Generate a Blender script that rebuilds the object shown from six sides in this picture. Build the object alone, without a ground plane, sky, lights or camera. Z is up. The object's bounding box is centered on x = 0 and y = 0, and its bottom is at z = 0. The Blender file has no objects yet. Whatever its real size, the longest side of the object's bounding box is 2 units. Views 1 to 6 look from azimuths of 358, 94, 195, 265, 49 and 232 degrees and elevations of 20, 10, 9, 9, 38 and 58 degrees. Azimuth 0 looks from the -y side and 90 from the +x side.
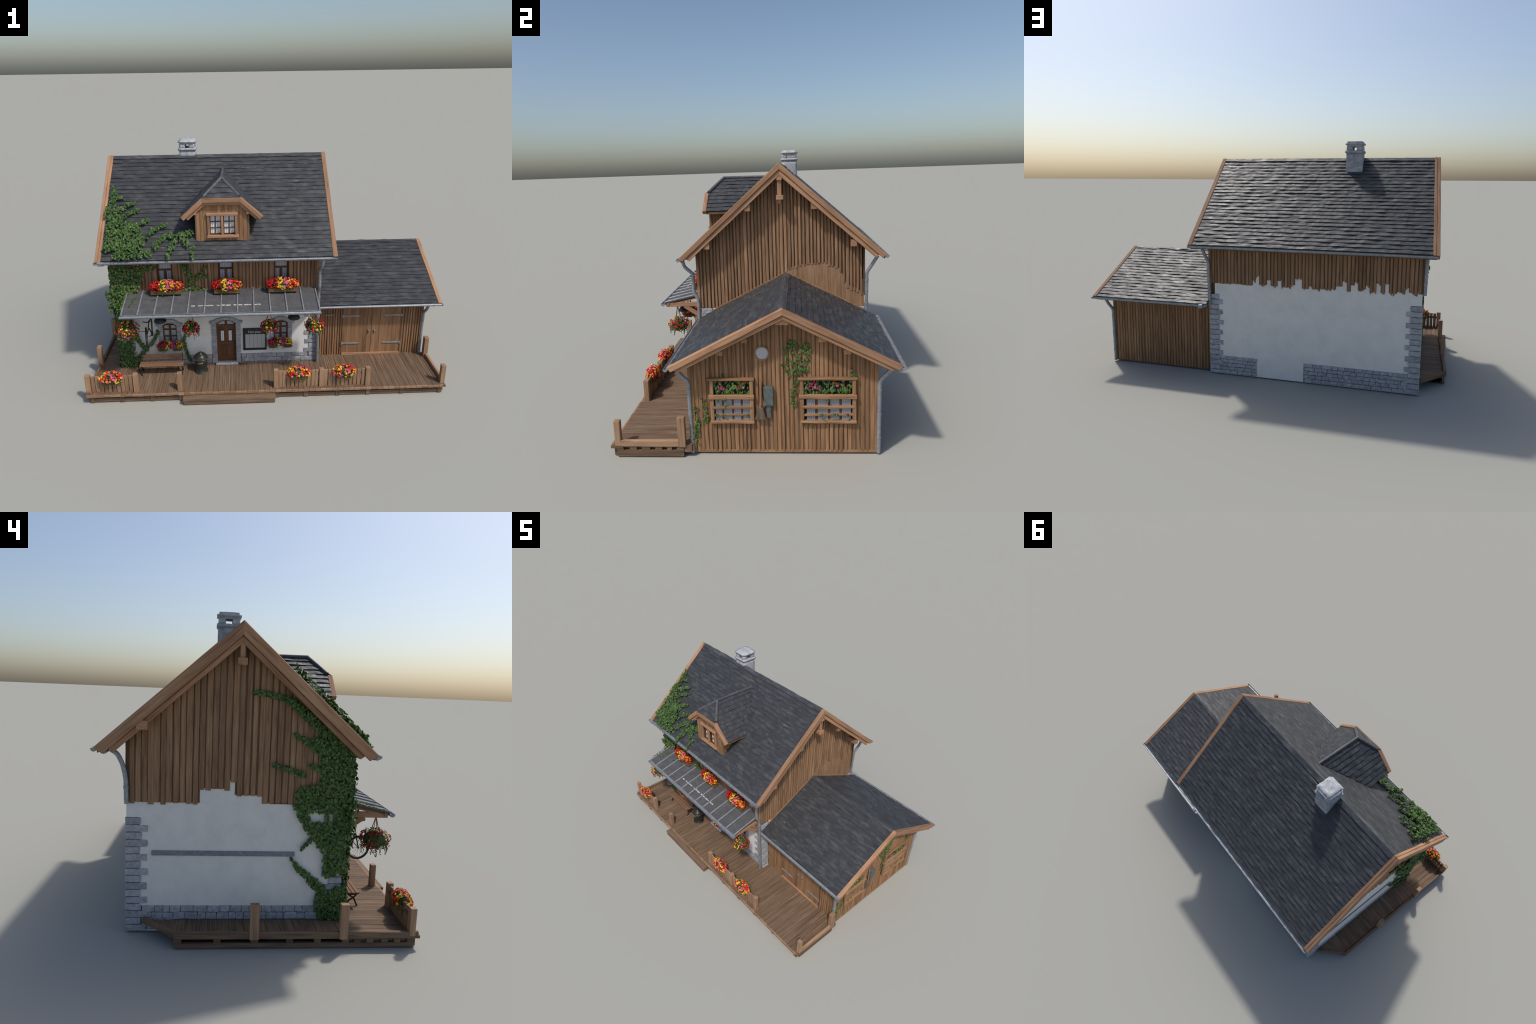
# Model railway station house: half-timbered house with annex, timber platform,
# awning, dormer, ivy and flower boxes.  Metres, z up.
import bpy, bmesh, math, random
from mathutils import Vector, Matrix, noise

rng = random.Random(7)
noise.seed_set(3)
SC = bpy.context.scene.collection

# ------------------------------------------------------------------ materials
class NT:
    """Small helper around a node tree."""
    def __init__(self, name):
        self.m = bpy.data.materials.new(name)
        self.m.use_nodes = True
        self.t = self.m.node_tree
        self.t.nodes.clear()
        self.out = self.t.nodes.new("ShaderNodeOutputMaterial")
        self.b = self.t.nodes.new("ShaderNodeBsdfPrincipled")
        self.t.links.new(self.b.outputs[0], self.out.inputs[0])
    def n(self, kind, **kw):
        x = self.t.nodes.new(kind)
        for k, v in kw.items():
            setattr(x, k, v)
        return x
    def put(self, sock, v):
        if isinstance(v, bpy.types.NodeSocket):
            self.t.links.new(v, sock)
        else:
            if isinstance(v, tuple) and len(v) == 3 and len(sock.default_value) == 4:
                v = v + (1.0,)
            sock.default_value = v
    def coord(self, scale=(1, 1, 1), rand=0.0, rot=(0, 0, 0)):
        tc = self.n("ShaderNodeTexCoord")
        src = tc.outputs["Object"]
        if rand:
            oi = self.n("ShaderNodeObjectInfo")
            mul = self.n("ShaderNodeVectorMath", operation="SCALE")
            mul.inputs[0].default_value = (1.7, 3.1, 2.3)
            self.put(mul.inputs["Scale"], self.math("MULTIPLY", oi.outputs["Random"], rand))
            add = self.n("ShaderNodeVectorMath", operation="ADD")
            self.put(add.inputs[0], src); self.put(add.inputs[1], mul.outputs[0])
            src = add.outputs[0]
        mp = self.n("ShaderNodeMapping")
        self.put(mp.inputs["Vector"], src)
        mp.inputs["Scale"].default_value = scale
        mp.inputs["Rotation"].default_value = rot
        return mp.outputs[0]
    def noise(self, vec, scale, detail=3.0, rough=0.55, dist=0.0):
        x = self.n("ShaderNodeTexNoise")
        self.put(x.inputs["Vector"], vec)
        x.inputs["Scale"].default_value = scale
        x.inputs["Detail"].default_value = detail
        x.inputs["Roughness"].default_value = rough
        x.inputs["Distortion"].default_value = dist
        return x.outputs[0]
    def math(self, op, a, b=0.0, clamp=False):
        x = self.n("ShaderNodeMath", operation=op)
        x.use_clamp = clamp
        self.put(x.inputs[0], a); self.put(x.inputs[1], b)
        return x.outputs[0]
    def ramp(self, fac, stops, mode="LINEAR"):
        x = self.n("ShaderNodeValToRGB")
        x.color_ramp.interpolation = mode
        e = x.color_ramp.elements
        while len(e) < len(stops):
            e.new(0.5)
        for i, (p, c) in enumerate(stops):
            e[i].position = p
            e[i].color = (c if isinstance(c, tuple) else (c, c, c)) + (1.0,)
        self.put(x.inputs[0], fac)
        return x.outputs[0]
    def mix(self, fac, a, b, mode="MIX"):
        x = self.n("ShaderNodeMix", data_type="RGBA", blend_type=mode)
        self.put(x.inputs[0], fac); self.put(x.inputs[6], a); self.put(x.inputs[7], b)
        return x.outputs[2]
    def bump(self, h, strength=0.3, dist=0.002):
        x = self.n("ShaderNodeBump")
        x.inputs["Strength"].default_value = strength
        x.inputs["Distance"].default_value = dist
        self.put(x.inputs["Height"], h)
        self.put(self.b.inputs["Normal"], x.outputs[0])
    def done(self, color, rough=0.7, metal=0.0, spec=0.3):
        self.put(self.b.inputs["Base Color"], color)
        self.put(self.b.inputs["Roughness"], rough)
        self.put(self.b.inputs["Metallic"], metal)
        self.b.inputs["Specular IOR Level"].default_value = spec
        return self.m

class WoodFam:
    """One timber in three versions, grain along local x, y or z."""
    def __init__(self, default, make):
        self.default, self.make, self.got = default, make, {}
    def __getitem__(self, axis):
        if axis not in self.got:
            self.got[axis] = self.make(axis)
        return self.got[axis]

def wood(name, dark, mid, light, axis=0, fine=1.0, rough=0.72, var=0.35):
    return WoodFam(axis, lambda a: wood_mat(name, dark, mid, light, a, fine, rough, var))

def wood_mat(name, dark, mid, light, axis, fine, rough, var):
    """Grained timber, grain along the given local axis."""
    k = NT(name)
    s = [130.0 * fine] * 3; s[axis] = 7.0
    v = k.coord(tuple(s), rand=9.0)
    a = k.noise(v, 1.0, 4.0, 0.6, 0.5)
    s2 = [28.0] * 3; s2[axis] = 5.0
    b = k.noise(k.coord(tuple(s2), rand=5.0), 1.0, 3.0, 0.55)
    f = k.math("ADD", k.math("MULTIPLY", a, 0.62), k.math("MULTIPLY", b, 0.38))
    col = k.ramp(f, [(0.30, dark), (0.47, mid), (0.66, light)])
    oi = k.n("ShaderNodeObjectInfo")
    g = k.math("ADD", k.math("MULTIPLY", oi.outputs["Random"], var), 1.0 - var * 0.5)
    hs = k.n("ShaderNodeHueSaturation")
    k.put(hs.inputs["Value"], g); k.put(hs.inputs["Color"], col)
    k.bump(f, 0.35, 0.0012)
    return k.done(hs.outputs[0], rough, 0.0, 0.25)

TRIM = wood("trim_timber", (.165, .085, .044), (.325, .178, .100), (.43, .255, .152), axis=2)
CLAD = wood("clad_timber", (.120, .062, .030), (.250, .137, .069), (.35, .203, .109), axis=2, var=.38)
GABLE = wood("weathered_clad_timber", (.118, .066, .036), (.245, .141, .078), (.345, .210, .124), axis=2, var=.38)
BACKING = wood("backing_timber", (.085, .046, .024), (.140, .079, .043), (.20, .115, .064), axis=2, fine=.6)
DECK = wood("deck_timber", (.070, .043, .027), (.150, .096, .061), (.235, .157, .103), fine=1.2)
DOORWOOD = wood("door_timber", (.06, .028, .014), (.118, .055, .027), (.165, .082, .041), axis=2, fine=0.7)
BARN = wood("barn_door_timber", (.13, .073, .038), (.235, .128, .066), (.31, .176, .094), axis=2)
BENCHW = wood("bench_timber", (.10, .053, .030), (.185, .100, .057), (.25, .145, .085))
POSTW = wood("post_timber", (.15, .085, .048), (.285, .170, .100), (.38, .240, .150), axis=2)
PLANTERW = wood("planter_timber", (.075, .045, .020), (.15, .090, .040), (.22, .135, .065))
ROOFUNDER = wood("soffit_timber", (.09, .05, .027), (.16, .09, .05), (.22, .125, .07), axis=0)

def slate(name, tint=1.0):
    k = NT(name)
    v = k.coord((11, 24, 24), rand=6.0)
    a = k.noise(v, 1.35, 2.5, 0.55, 0.8)
    c = k.noise(k.coord((1, 1, 1), rand=3.0), 260.0, 2.0)
    f = k.math("ADD", k.math("MULTIPLY", a, 0.9), k.math("MULTIPLY", c, 0.1))
    col = k.ramp(f, [(0.34, (.031 * tint, .033 * tint, .038 * tint)), (0.52, (.043 * tint, .045 * tint, .050 * tint)),
                     (0.68, (.074 * tint, .075 * tint, .077 * tint))])
    big = k.noise(k.coord((9, 20, 20), rand=11.0), 1.0, 2.0, 0.5, 0.5)
    col = k.mix(k.ramp(big, [(0.56, 0.0), (0.70, 0.36)]), col, (.092 * tint, .099 * tint, .102 * tint))
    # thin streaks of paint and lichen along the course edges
    st = k.noise(k.coord((9, 210, 210), rand=8.0), 1.0, 1.0, 0.4)
    hue = k.noise(k.coord((14, 40, 40), rand=4.0), 1.0, 0.0)
    sc = k.ramp(hue, [(0.30, (.30, .26, .05)), (0.42, (.42, .17, .06)), (0.56, (.16, .20, .05)), (0.70, (.55, .50, .44))])
    mask = k.ramp(st, [(0.75, 0.0), (0.775, 0.75)])
    col = k.mix(mask, col, sc)
    k.bump(f, 0.4, 0.002)
    return k.done(col, k.ramp(a, [(0.3, 0.62), (0.7, 0.46)]), 0.0, 0.38)

SLATE = slate("roof_slate")
RIDGEM = slate("ridge_slate", 1.25)

def roll_mat():
    k = NT("dark_lead_roll")
    a = k.noise(k.coord(), 70, 3)
    k.bump(a, 0.25, 0.001)
    return k.done(k.ramp(a, [(0.3, (.050, .053, .060)), (0.7, (.105, .108, .116))]), 0.5, 0.0, 0.4)
ROLL = roll_mat()

def metal(name, dark, light, rough=0.38, met=0.45):
    k = NT(name)
    a = k.noise(k.coord(), 55, 4, 0.6)
    b = k.noise(k.coord(), 300, 2, 0.5)
    f = k.math("ADD", k.math("MULTIPLY", a, 0.7), k.math("MULTIPLY", b, 0.3))
    k.bump(f, 0.15, 0.001)
    return k.done(k.ramp(f, [(0.32, dark), (0.66, light)]), rough, met, 0.5)
ZINC = metal("zinc_pipe", (.19, .205, .225), (.34, .36, .385), 0.45, 0.35)
RIBM = metal("awning_rib_metal", (.16, .165, .18), (.31, .32, .34), 0.52, 0.15)
IRON = metal("black_iron", (.012, .012, .013), (.030, .030, .032), 0.5, 0.2)
HINGE = metal("hinge_iron", (.20, .205, .215), (.36, .365, .38), 0.45, 0.3)
TYRE = metal("tyre_rubber", (.014, .014, .016), (.03, .03, .033), 0.7, 0.0)
CHROME = metal("spoke_metal", (.35, .36, .37), (.5, .51, .52), 0.35, 0.6)
BOXM = metal("meter_box_metal", (.06, .075, .076), (.15, .178, .172), 0.55, 0.2)

def awning_sheet():
    k = NT("awning_sheet")
    a = k.noise(k.coord(), 26, 4, 0.6)
    b = k.noise(k.coord(), 9, 2)
    c = k.noise(k.coord(), 240, 2)
    f = k.math("ADD", k.math("MULTIPLY", a, 0.7), k.math("MULTIPLY", c, 0.3))
    col = k.ramp(f, [(0.3, (.062, .062, .065)), (0.55, (.094, .094, .099)), (0.72, (.128, .128, .134))])
    col = k.mix(k.ramp(k.noise(k.coord(), 17, 3, 0.6), [(0.64, 0.0), (0.78, 0.55)]), col, (.13, .075, .042))
    col = k.mix(k.ramp(k.noise(k.coord(), 21, 2, 0.6), [(0.70, 0.0), (0.78, 0.5)]), col, (.07, .11, .03))
    k.bump(f, 0.2, 0.0015)
    return k.done(col, 0.6, 0.0, 0.35)
AWN = awning_sheet()

def plaster():
    k = NT("lime_plaster")
    a = k.noise(k.coord(), 13, 4, 0.6)
    c = k.noise(k.coord(), 210, 3, 0.6)
    col = k.ramp(a, [(0.28, (.67, .655, .625)), (0.5, (.72, .705, .675)), (0.72, (.76, .745, .715))])
    sp = k.noise(k.coord(), 46, 3, 0.65)
    col = k.mix(k.ramp(sp, [(0.66, 0.0), (0.78, 0.38)]), col, (.40, .36, .30))
    sp2 = k.noise(k.coord(), 33, 1, 0.5)
    col = k.mix(k.ramp(sp2, [(0.77, 0.0), (0.83, 0.22)]), col, (.30, .18, .11))
    k.bump(c, 0.4, 0.0016)
    return k.done(col, 0.85, 0.0, 0.2)
PLASTER = plaster()

def stone(name, dark, mid, light, sc=70):
    k = NT(name)
    v = k.coord(rand=7.0)
    a = k.noise(v, sc, 4, 0.65)
    b = k.noise(v, sc * 4.5, 3, 0.6)
    f = k.math("ADD", k.math("MULTIPLY", a, 0.6), k.math("MULTIPLY", b, 0.4))
    oi = k.n("ShaderNodeObjectInfo")
    hs = k.n("ShaderNodeHueSaturation")
    k.put(hs.inputs["Value"], k.math("ADD", k.math("MULTIPLY", oi.outputs["Random"], 0.28), 0.86))
    k.put(hs.inputs["Color"], k.ramp(f, [(0.32, dark), (0.5, mid), (0.68, light)]))
    k.bump(f, 0.6, 0.002)
    return k.done(hs.outputs[0], 0.85, 0.0, 0.2)
STONE = stone("quoin_granite", (.215, .222, .245), (.340, .348, .375), (.47, .478, .505), 55)
MORTAR = stone("joint_mortar", (.075, .075, .08), (.115, .115, .12), (.155, .155, .16))
CHIM = stone("chimney_render", (.20, .205, .215), (.40, .41, .43), (.56, .565, .585), 38)
RAIL = stone("wall_ledge_stone", (.15, .16, .18), (.24, .25, .275), (.31, .32, .345))

def curtain(name, dark, light, per=420.0):
    k = NT(name)
    w = k.n("ShaderNodeTexWave", wave_type="BANDS", bands_direction="X")
    k.put(w.inputs["Vector"], k.coord())
    w.inputs["Scale"].default_value = per / 20.0
    w.inputs["Distortion"].default_value = 1.5
    w.inputs["Detail"].default_value = 2.0
    w.inputs["Detail Scale"].default_value = 2.0
    col = k.ramp(w.outputs[0], [(0.1, dark), (0.8, light)])  # colour bands paint the light and shade of the folds
    m = k.done(col, 0.5, 0.0, 0.5)
    k.b.inputs["Coat Weight"].default_value = 0.5
    k.b.inputs["Coat Roughness"].default_value = 0.08
    return m
CURT = curtain("net_curtain", (.29, .31, .36), (.42, .44, .50))  # lightened to offset the shade inside the window reveals
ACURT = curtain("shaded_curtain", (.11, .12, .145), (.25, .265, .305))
CURTW = curtain("white_curtain", (.56, .58, .63), (.78, .79, .82))  # whitened so the panes stay bright despite the reveal's shadow

def plain(name, col, rough=0.6, spec=0.3, jitter=0.0, transl=0.0, sc=90.0):
    k = NT(name)
    c = col
    if jitter:
        a = k.noise(k.coord(), sc, 1.0)
        lo = tuple(x * (1 - jitter) for x in col); hi = tuple(min(1, x * (1 + jitter)) for x in col)
        c = k.ramp(a, [(0.32, lo), (0.68, hi)])
    k.done(c, rough, 0.0, spec)
    if transl:
        tr = k.n("ShaderNodeBsdfTranslucent"); k.put(tr.inputs[0], c)
        mx = k.n("ShaderNodeMixShader"); mx.inputs[0].default_value = transl
        k.t.links.new(k.b.outputs[0], mx.inputs[1]); k.t.links.new(tr.outputs[0], mx.inputs[2])
        k.t.links.new(mx.outputs[0], k.out.inputs[0])
    return k.m
LEAF = [plain("ivy_leaf_dark", (.047, .098, .025), 0.5, 0.35, 0.35, 0.18),
        plain("ivy_leaf_mid", (.074, .143, .035), 0.5, 0.35, 0.35, 0.18),
        plain("ivy_leaf_light", (.118, .200, .052), 0.5, 0.35, 0.3, 0.18),
        plain("ivy_leaf_dry", (.26, .19, .075), 0.6, 0.3, 0.3, 0.15)]
GREENS = LEAF[:3]
RED = plain("red_petal", (.62, .018, .016), 0.5, 0.3, 0.3, 0.15)
DRED = plain("dark_red_petal", (.36, .010, .014), 0.5, 0.3, 0.3, 0.15)
YEL = plain("yellow_petal", (.86, .60, .03), 0.5, 0.3, 0.2, 0.15)
ORA = plain("orange_petal", (.78, .24, .035), 0.5, 0.3, 0.25, 0.15)
PINK = plain("pink_petal", (.80, .13, .28), 0.5, 0.3, 0.3, 0.15)
MAG = plain("magenta_petal", (.50, .03, .16), 0.5, 0.3, 0.3, 0.15)
BLOOM = [RED, DRED, YEL, ORA, PINK, MAG]
SOIL = plain("soil", (.03, .022, .014), 0.9, 0.1, 0.3)
ROPE = plain("rope", (.26, .16, .085), 0.8, 0.2, 0.3)
STEM = plain("ivy_stem", (.10, .06, .03), 0.8, 0.2, 0.3)
BOARD = plain("notice_frame", (.022, .024, .025), 0.45, 0.4, 0.3)
LETTER = plain("white_lettering", (.62, .61, .58), 0.6, 0.3)
FADED = plain("faded_white_paint", (.47, .46, .45), 0.6, 0.3, 0.15, 0.0, 160)
FLASH = plain("pale_flashing", (.34, .24, .14), 0.8, 0.2, 0.5, 0.0, 200)
GLOBE = plain("white_globe", (.62, .60, .55), 0.3, 0.5)
DARKIN = plain("dark_interior", (.015, .013, .011), 0.9, 0.1)  # near-black paint for unlit space behind slots and openings

def paper():
    k = NT("timetable_paper")
    v = k.coord((1, 1, 1))
    br = k.n("ShaderNodeTexBrick")
    mp = k.n("ShaderNodeMapping"); k.put(mp.inputs["Vector"], v)
    mp.inputs["Rotation"].default_value = (math.radians(90), 0, 0)
    k.put(br.inputs["Vector"], mp.outputs[0])
    br.offset = 0.5
    br.inputs["Scale"].default_value = 1.0
    br.inputs["Brick Width"].default_value = 0.0052
    br.inputs["Row Height"].default_value = 0.0026
    br.inputs["Mortar Size"].default_value = 0.0009
    br.inputs["Color1"].default_value = (.42, .42, .41, 1)
    br.inputs["Color2"].default_value = (.20, .20, .20, 1)
    br.inputs["Mortar"].default_value = (.46, .46, .45, 1)
    return k.done(br.outputs[0], 0.6, 0.0, 0.4)
PAPER = paper()

def bin_mat():
    k = NT("green_black_enamel")
    a = k.noise(k.coord(), 60, 4, 0.6)
    col = k.ramp(a, [(0.3, (.016, .018, .015)), (0.55, (.032, .035, .029)), (0.72, (.068, .064, .046))])
    k.bump(a, 0.2, 0.001)
    return k.done(col, 0.42, 0.3, 0.5)
BINM = bin_mat()
BRASS = metal("worn_brass", (.10, .085, .045), (.26, .21, .11), 0.45, 0.4)
GILT = plain("gilt_marks", (.34, .29, .12), 0.5, 0.4, 0.4, 0.0, 200)

# ------------------------------------------------------------------ mesh helpers
def link(o, parent):
    SC.objects.link(o)
    if parent is not None:
        o.parent = parent
    return o

def empty(name, parent=None, loc=(0, 0, 0)):
    o = bpy.data.objects.new(name, None)
    o.empty_display_size = 0.05
    o.location = loc
    return link(o, parent)

class MB:
    def __init__(self):
        self.v, self.f, self.mi, self.sm = [], [], [], []
    def add(self, vs, fs, mi=0, smooth=False):
        b = len(self.v)
        self.v.extend(tuple(p) for p in vs)
        for f in fs:
            self.f.append(tuple(b + i for i in f)); self.mi.append(mi); self.sm.append(smooth)
        return self
    def box(self, a, b, mi=0):
        (x0, y0, z0), (x1, y1, z1) = a, b
        vs = [(x0, y0, z0), (x1, y0, z0), (x1, y1, z0), (x0, y1, z0), (x0, y0, z1), (x1, y0, z1), (x1, y1, z1), (x0, y1, z1)]
        return self.add(vs, [(3, 2, 1, 0), (4, 5, 6, 7), (0, 1, 5, 4), (1, 2, 6, 5), (2, 3, 7, 6), (3, 0, 4, 7)], mi)
    def prism(self, poly, fn, d0, d1, mi=0):
        """Extrude a 2D polygon; fn(u, v, d) gives the 3D point."""
        n = len(poly)
        vs = [fn(u, v, d0) for u, v in poly] + [fn(u, v, d1) for u, v in poly]
        fs = [tuple(range(n)), tuple(range(2 * n - 1, n - 1, -1))]
        fs += [(i, i + n, (i + 1) % n + n, (i + 1) % n) for i in range(n)]
        return self.add(vs, fs, mi)
    def tube(self, path, r, n=10, mi=0, caps=True):
        P = [Vector(p) for p in path]
        rings, up = [], None
        for i, p in enumerate(P):
            d = (P[min(i + 1, len(P) - 1)] - P[max(i - 1, 0)]).normalized()
            if up is None:
                up = Vector((0, 0, 1)) if abs(d.z) < 0.9 else Vector((1, 0, 0))
            s = d.cross(up).normalized(); up = s.cross(d).normalized()
            rr = r[i] if isinstance(r, (list, tuple)) else r
            rings.append([p + (s * math.cos(t) + up * math.sin(t)) * rr for t in [2 * math.pi * j / n for j in range(n)]])
        vs = [q for R in rings for q in R]
        fs = [(i * n + j, i * n + (j + 1) % n, (i + 1) * n + (j + 1) % n, (i + 1) * n + j) for i in range(len(P) - 1) for j in range(n)]
        self.add(vs, fs, mi, True)
        if caps:
            self.add(rings[0], [tuple(range(n))], mi); self.add(rings[-1], [tuple(range(n - 1, -1, -1))], mi)
        return self
    def lathe(self, prof, c, n=28, mi=0):
        vs = [(c[0] + r * math.cos(2 * math.pi * j / n), c[1] + r * math.sin(2 * math.pi * j / n), c[2] + z) for r, z in prof for j in range(n)]
        fs = [(i * n + j, i * n + (j + 1) % n, (i + 1) * n + (j + 1) % n, (i + 1) * n + j) for i in range(len(prof) - 1) for j in range(n)]
        return self.add(vs, fs, mi, True)
    def mesh(self, name, mats):
        m = bpy.data.meshes.new(name)
        m.from_pydata(self.v, [], self.f)
        for x in mats:
            m.materials.append(x[x.default] if isinstance(x, WoodFam) else x)
        m.polygons.foreach_set("material_index", self.mi)
        m.polygons.foreach_set("use_smooth", self.sm)
        m.update()
        return m
    def obj(self, name, parent, *mats, bevel=0.0, seg=2, fix=True, kind=None):
        m = self.mesh(name, mats)
        if fix or bevel:
            bm = bmesh.new(); bm.from_mesh(m)
            if fix:
                bmesh.ops.recalc_face_normals(bm, faces=bm.faces)
            if bevel:
                bmesh.ops.bevel(bm, geom=list(bm.edges), offset=bevel, segments=seg, affect="EDGES", profile=0.6)
            bm.to_mesh(m); bm.free()
        o = bpy.data.objects.new(name, m)
        if kind:
            o["kind"] = kind
        return link(o, parent)

def box(name, parent, mat, a, b, bevel=0.0015):
    """Axis-aligned block with eased edges and its origin at its own centre."""
    c = [(p + q) / 2 for p, q in zip(a, b)]
    if isinstance(mat, WoodFam):
        ext = [q - p for p, q in zip(a, b)]
        mat = mat[ext.index(max(ext))]
    o = MB().box([p - k for p, k in zip(a, c)], [q - k for q, k in zip(b, c)]).obj(name, parent, mat, bevel=bevel)
    o.location = c
    return o

def timber(name, parent, mat, p0, p1, w, h, up=(0, 0, 1), cut0=0.0, cut1=0.0, ch=0.0015, wob=0.0, seg=1, shape=None, ysh0=0.0, ysh1=0.0):
    """Beam from p0 to p1: local X along it, Y across (w), Z = up (h).
    cut: end face shifts along X by cut * local z; ysh: by ysh * local y."""
    p0, p1 = Vector(p0), Vector(p1)
    X = (p1 - p0); L = X.length; X.normalize()
    Z = Vector(up); Z = (Z - X * Z.dot(X)).normalized(); Y = Z.cross(X)
    if shape is None:
        a, b = w / 2, h / 2
        shape = [(-a + ch, -b), (a - ch, -b), (a, -b + ch), (a, b - ch), (a - ch, b), (-a + ch, b), (-a, b - ch), (-a, -b + ch)]
    n = len(shape)
    off = rng.uniform(0, 100)
    vs = []
    e = min(ch, L * 0.2) if ch else 0.0
    xs = [(0.0, 0.97)] + [(t, 1.0) for t in ([e] + [L * i / seg for i in range(1, seg)] + [L - e])] + [(L, 0.97)]
    if not e:
        xs = [(L * i / seg, 1.0) for i in range(seg + 1)]
    for x, k in xs:
        t = x / L
        for y, z in shape:
            q = noise.noise_vector(Vector((x * 14 + off, y * 40, z * 40))) * wob if wob else Vector()
            yy, zz = y * k + q.y, z * k + q.z
            sx = (cut0 * z + ysh0 * y) * (1 - t) + (cut1 * z + ysh1 * y) * t
            vs.append((x + sx, yy, zz))
    m = len(xs)
    fs = [tuple(range(n - 1, -1, -1)), tuple(range((m - 1) * n, m * n))]
    fs += [(i * n + j, i * n + (j + 1) % n, (i + 1) * n + (j + 1) % n, (i + 1) * n + j) for i in range(m - 1) for j in range(n)]
    o = MB().add(vs, fs).obj(name, parent, mat[0] if isinstance(mat, WoodFam) else mat, fix=False)
    o.matrix_world = Matrix(((X.x, Y.x, Z.x, p0.x), (X.y, Y.y, Z.y, p0.y), (X.z, Y.z, Z.z, p0.z), (0, 0, 0, 1)))
    return o

FX = lambda u, v, d: (d, u, v)      # polygon in the y-z plane, extruded along x
FY = lambda u, v, d: (u, d, v)      # polygon in the x-z plane, extruded along y

def batten_shape(w, h):
    return [(-w / 2, -.002), (w / 2, -.002), (w / 2 * .96, h * .62), (w * .33, h), (-w * .33, h), (-w / 2 * .96, h * .62)]

# ------------------------------------------------------------------ main dimensions
HX0, HX1, HY0, HY1 = -.850, .283, -.325, .530          # house walls
AX1, AY0, AY1 = .914, -.268, .502                        # annex walls
RY, RZ, EZ, EY0, EY1 = .107, 1.212, .746, -.416, .630    # house roof
RS = (RZ - EZ) / (RY - EY0)
AR_Y, AR_Z, AE_Z, AE_Y0, AE_Y1 = .127, .647, .4135, -.333, .586
ARS = (AR_Z - AE_Z) / (AR_Y - AE_Y0)
def roof_z(y): return EZ + RS * min(y - EY0, EY1 - y)
def aroof_z(y): return AE_Z + ARS * min(y - AE_Y0, AE_Y1 - y)
DZ = .052                                               # platform top

house = empty("station_house")
house["label"] = "timber and plaster station house with annex, platform, ivy and flowers"
house["category"] = "railway station building"

# ------------------------------------------------------------------ masonry
walls = MB().box((HX0, HY0, 0.004), (HX1, HY1, .4600)).box((HX0, HY0, .4600), (.255, HY1, .53)).obj("plaster_wall", house, PLASTER)

def stone_block(name, parent, a, b, rough=.0021, mat=STONE, bev=.0028):
    c = [(p + q) / 2 for p, q in zip(a, b)]
    m = MB().box([p - k for p, k in zip(a, c)], [q - k for q, k in zip(b, c)]).mesh(name, [mat])
    bm = bmesh.new(); bm.from_mesh(m)
    bmesh.ops.bevel(bm, geom=list(bm.edges), offset=bev, segments=2, affect="EDGES", profile=.6)
    bmesh.ops.subdivide_edges(bm, edges=[e for e in bm.edges if e.calc_length() > .012], cuts=3, use_grid_fill=True)
    o0 = Vector((rng.uniform(0, 50), rng.uniform(0, 50), 0))
    for v in bm.verts:
        v.co += noise.noise_vector((v.co + o0) * 70) * rough
    bm.to_mesh(m); bm.free()
    o = link(bpy.data.objects.new(name, m), parent)
    o.location = c
    return o

quoins = MB().box((HX1 - .05, HY1 - .05, .006), (HX1 + .0015, HY1 + .0015, .4605)) \
             .box((HX0 - .0015, HY1 - .05, .006), (HX0 + .05, HY1 + .0015, .468)) \
             .box((HX1 - .05, HY0 - .0015, DZ), (HX1 + .0015, HY0 + .056, .4605)) \
             .box((HX0 - .0015, HY0 - .0015, DZ), (HX0 + .05, HY0 + .05, .466)).obj("corner_stonework", house, MORTAR)
P = .0045
def quoin_column(cx, cy, sx, sy, z0, top, ex=(.055, .074), ey=(.055, .080)):
    """Alternating long and short corner stones; sx, sy point into the wall."""
    z, i = top, 0
    h = .0291
    while z - h > z0 - .012:
        lo = max(z - h, z0)
        lx, ly = ex[i % 2], ey[i % 2]
        lx += rng.uniform(-.003, .003); ly += rng.uniform(-.003, .003)
        x = sorted((cx - sx * P, cx + sx * lx)); y = sorted((cy - sy * P, cy + sy * ly))
        stone_block("quoin_stone", quoins, (x[0], y[0], lo + .0013), (x[1], y[1], z - .0013))
        z -= h; i += 1
quoin_column(HX1, HY1, -1, -1, .004, .4610)
quoin_column(HX0, HY1, 1, -1, .004, .468)
quoin_column(HX1, HY0, -1, 1, DZ, .4610, (.050, .075), (.055, .055))
quoin_column(HX0, HY0, 1, 1, DZ, .466, (.050, .08), (.055, .08))

def brick_run(parent, face, u0, u1, z0, z1, rows, plane, out):
    """Courses of plinth stones along a wall; face 'x' or 'y' is the wall normal axis."""
    h = (z1 - z0) / rows
    for r in range(rows):
        u = u0 - rng.uniform(0, .02)
        while u < u1 - .006:
            w = rng.uniform(.026, .058)
            a, b = max(u, u0), min(u + w, u1)
            if b - a > .008:
                d = sorted((plane - out * .004, plane + out * (.0025 + rng.uniform(0, .002))))
                za, zb = z0 + r * h + .0009 + rng.uniform(-.0006, .001), z0 + (r + 1) * h - .0009 - rng.uniform(-.0006, .001)
                if face == "y":
                    stone_block("plinth_stone", parent, (a + .0006, d[0], za), (b - .0006, d[1], zb), .0022, bev=.0026)
                else:
                    stone_block("plinth_stone", parent, (d[0], a + .0006, za), (d[1], b - .0006, zb), .0022, bev=.0026)
            u += w
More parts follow.
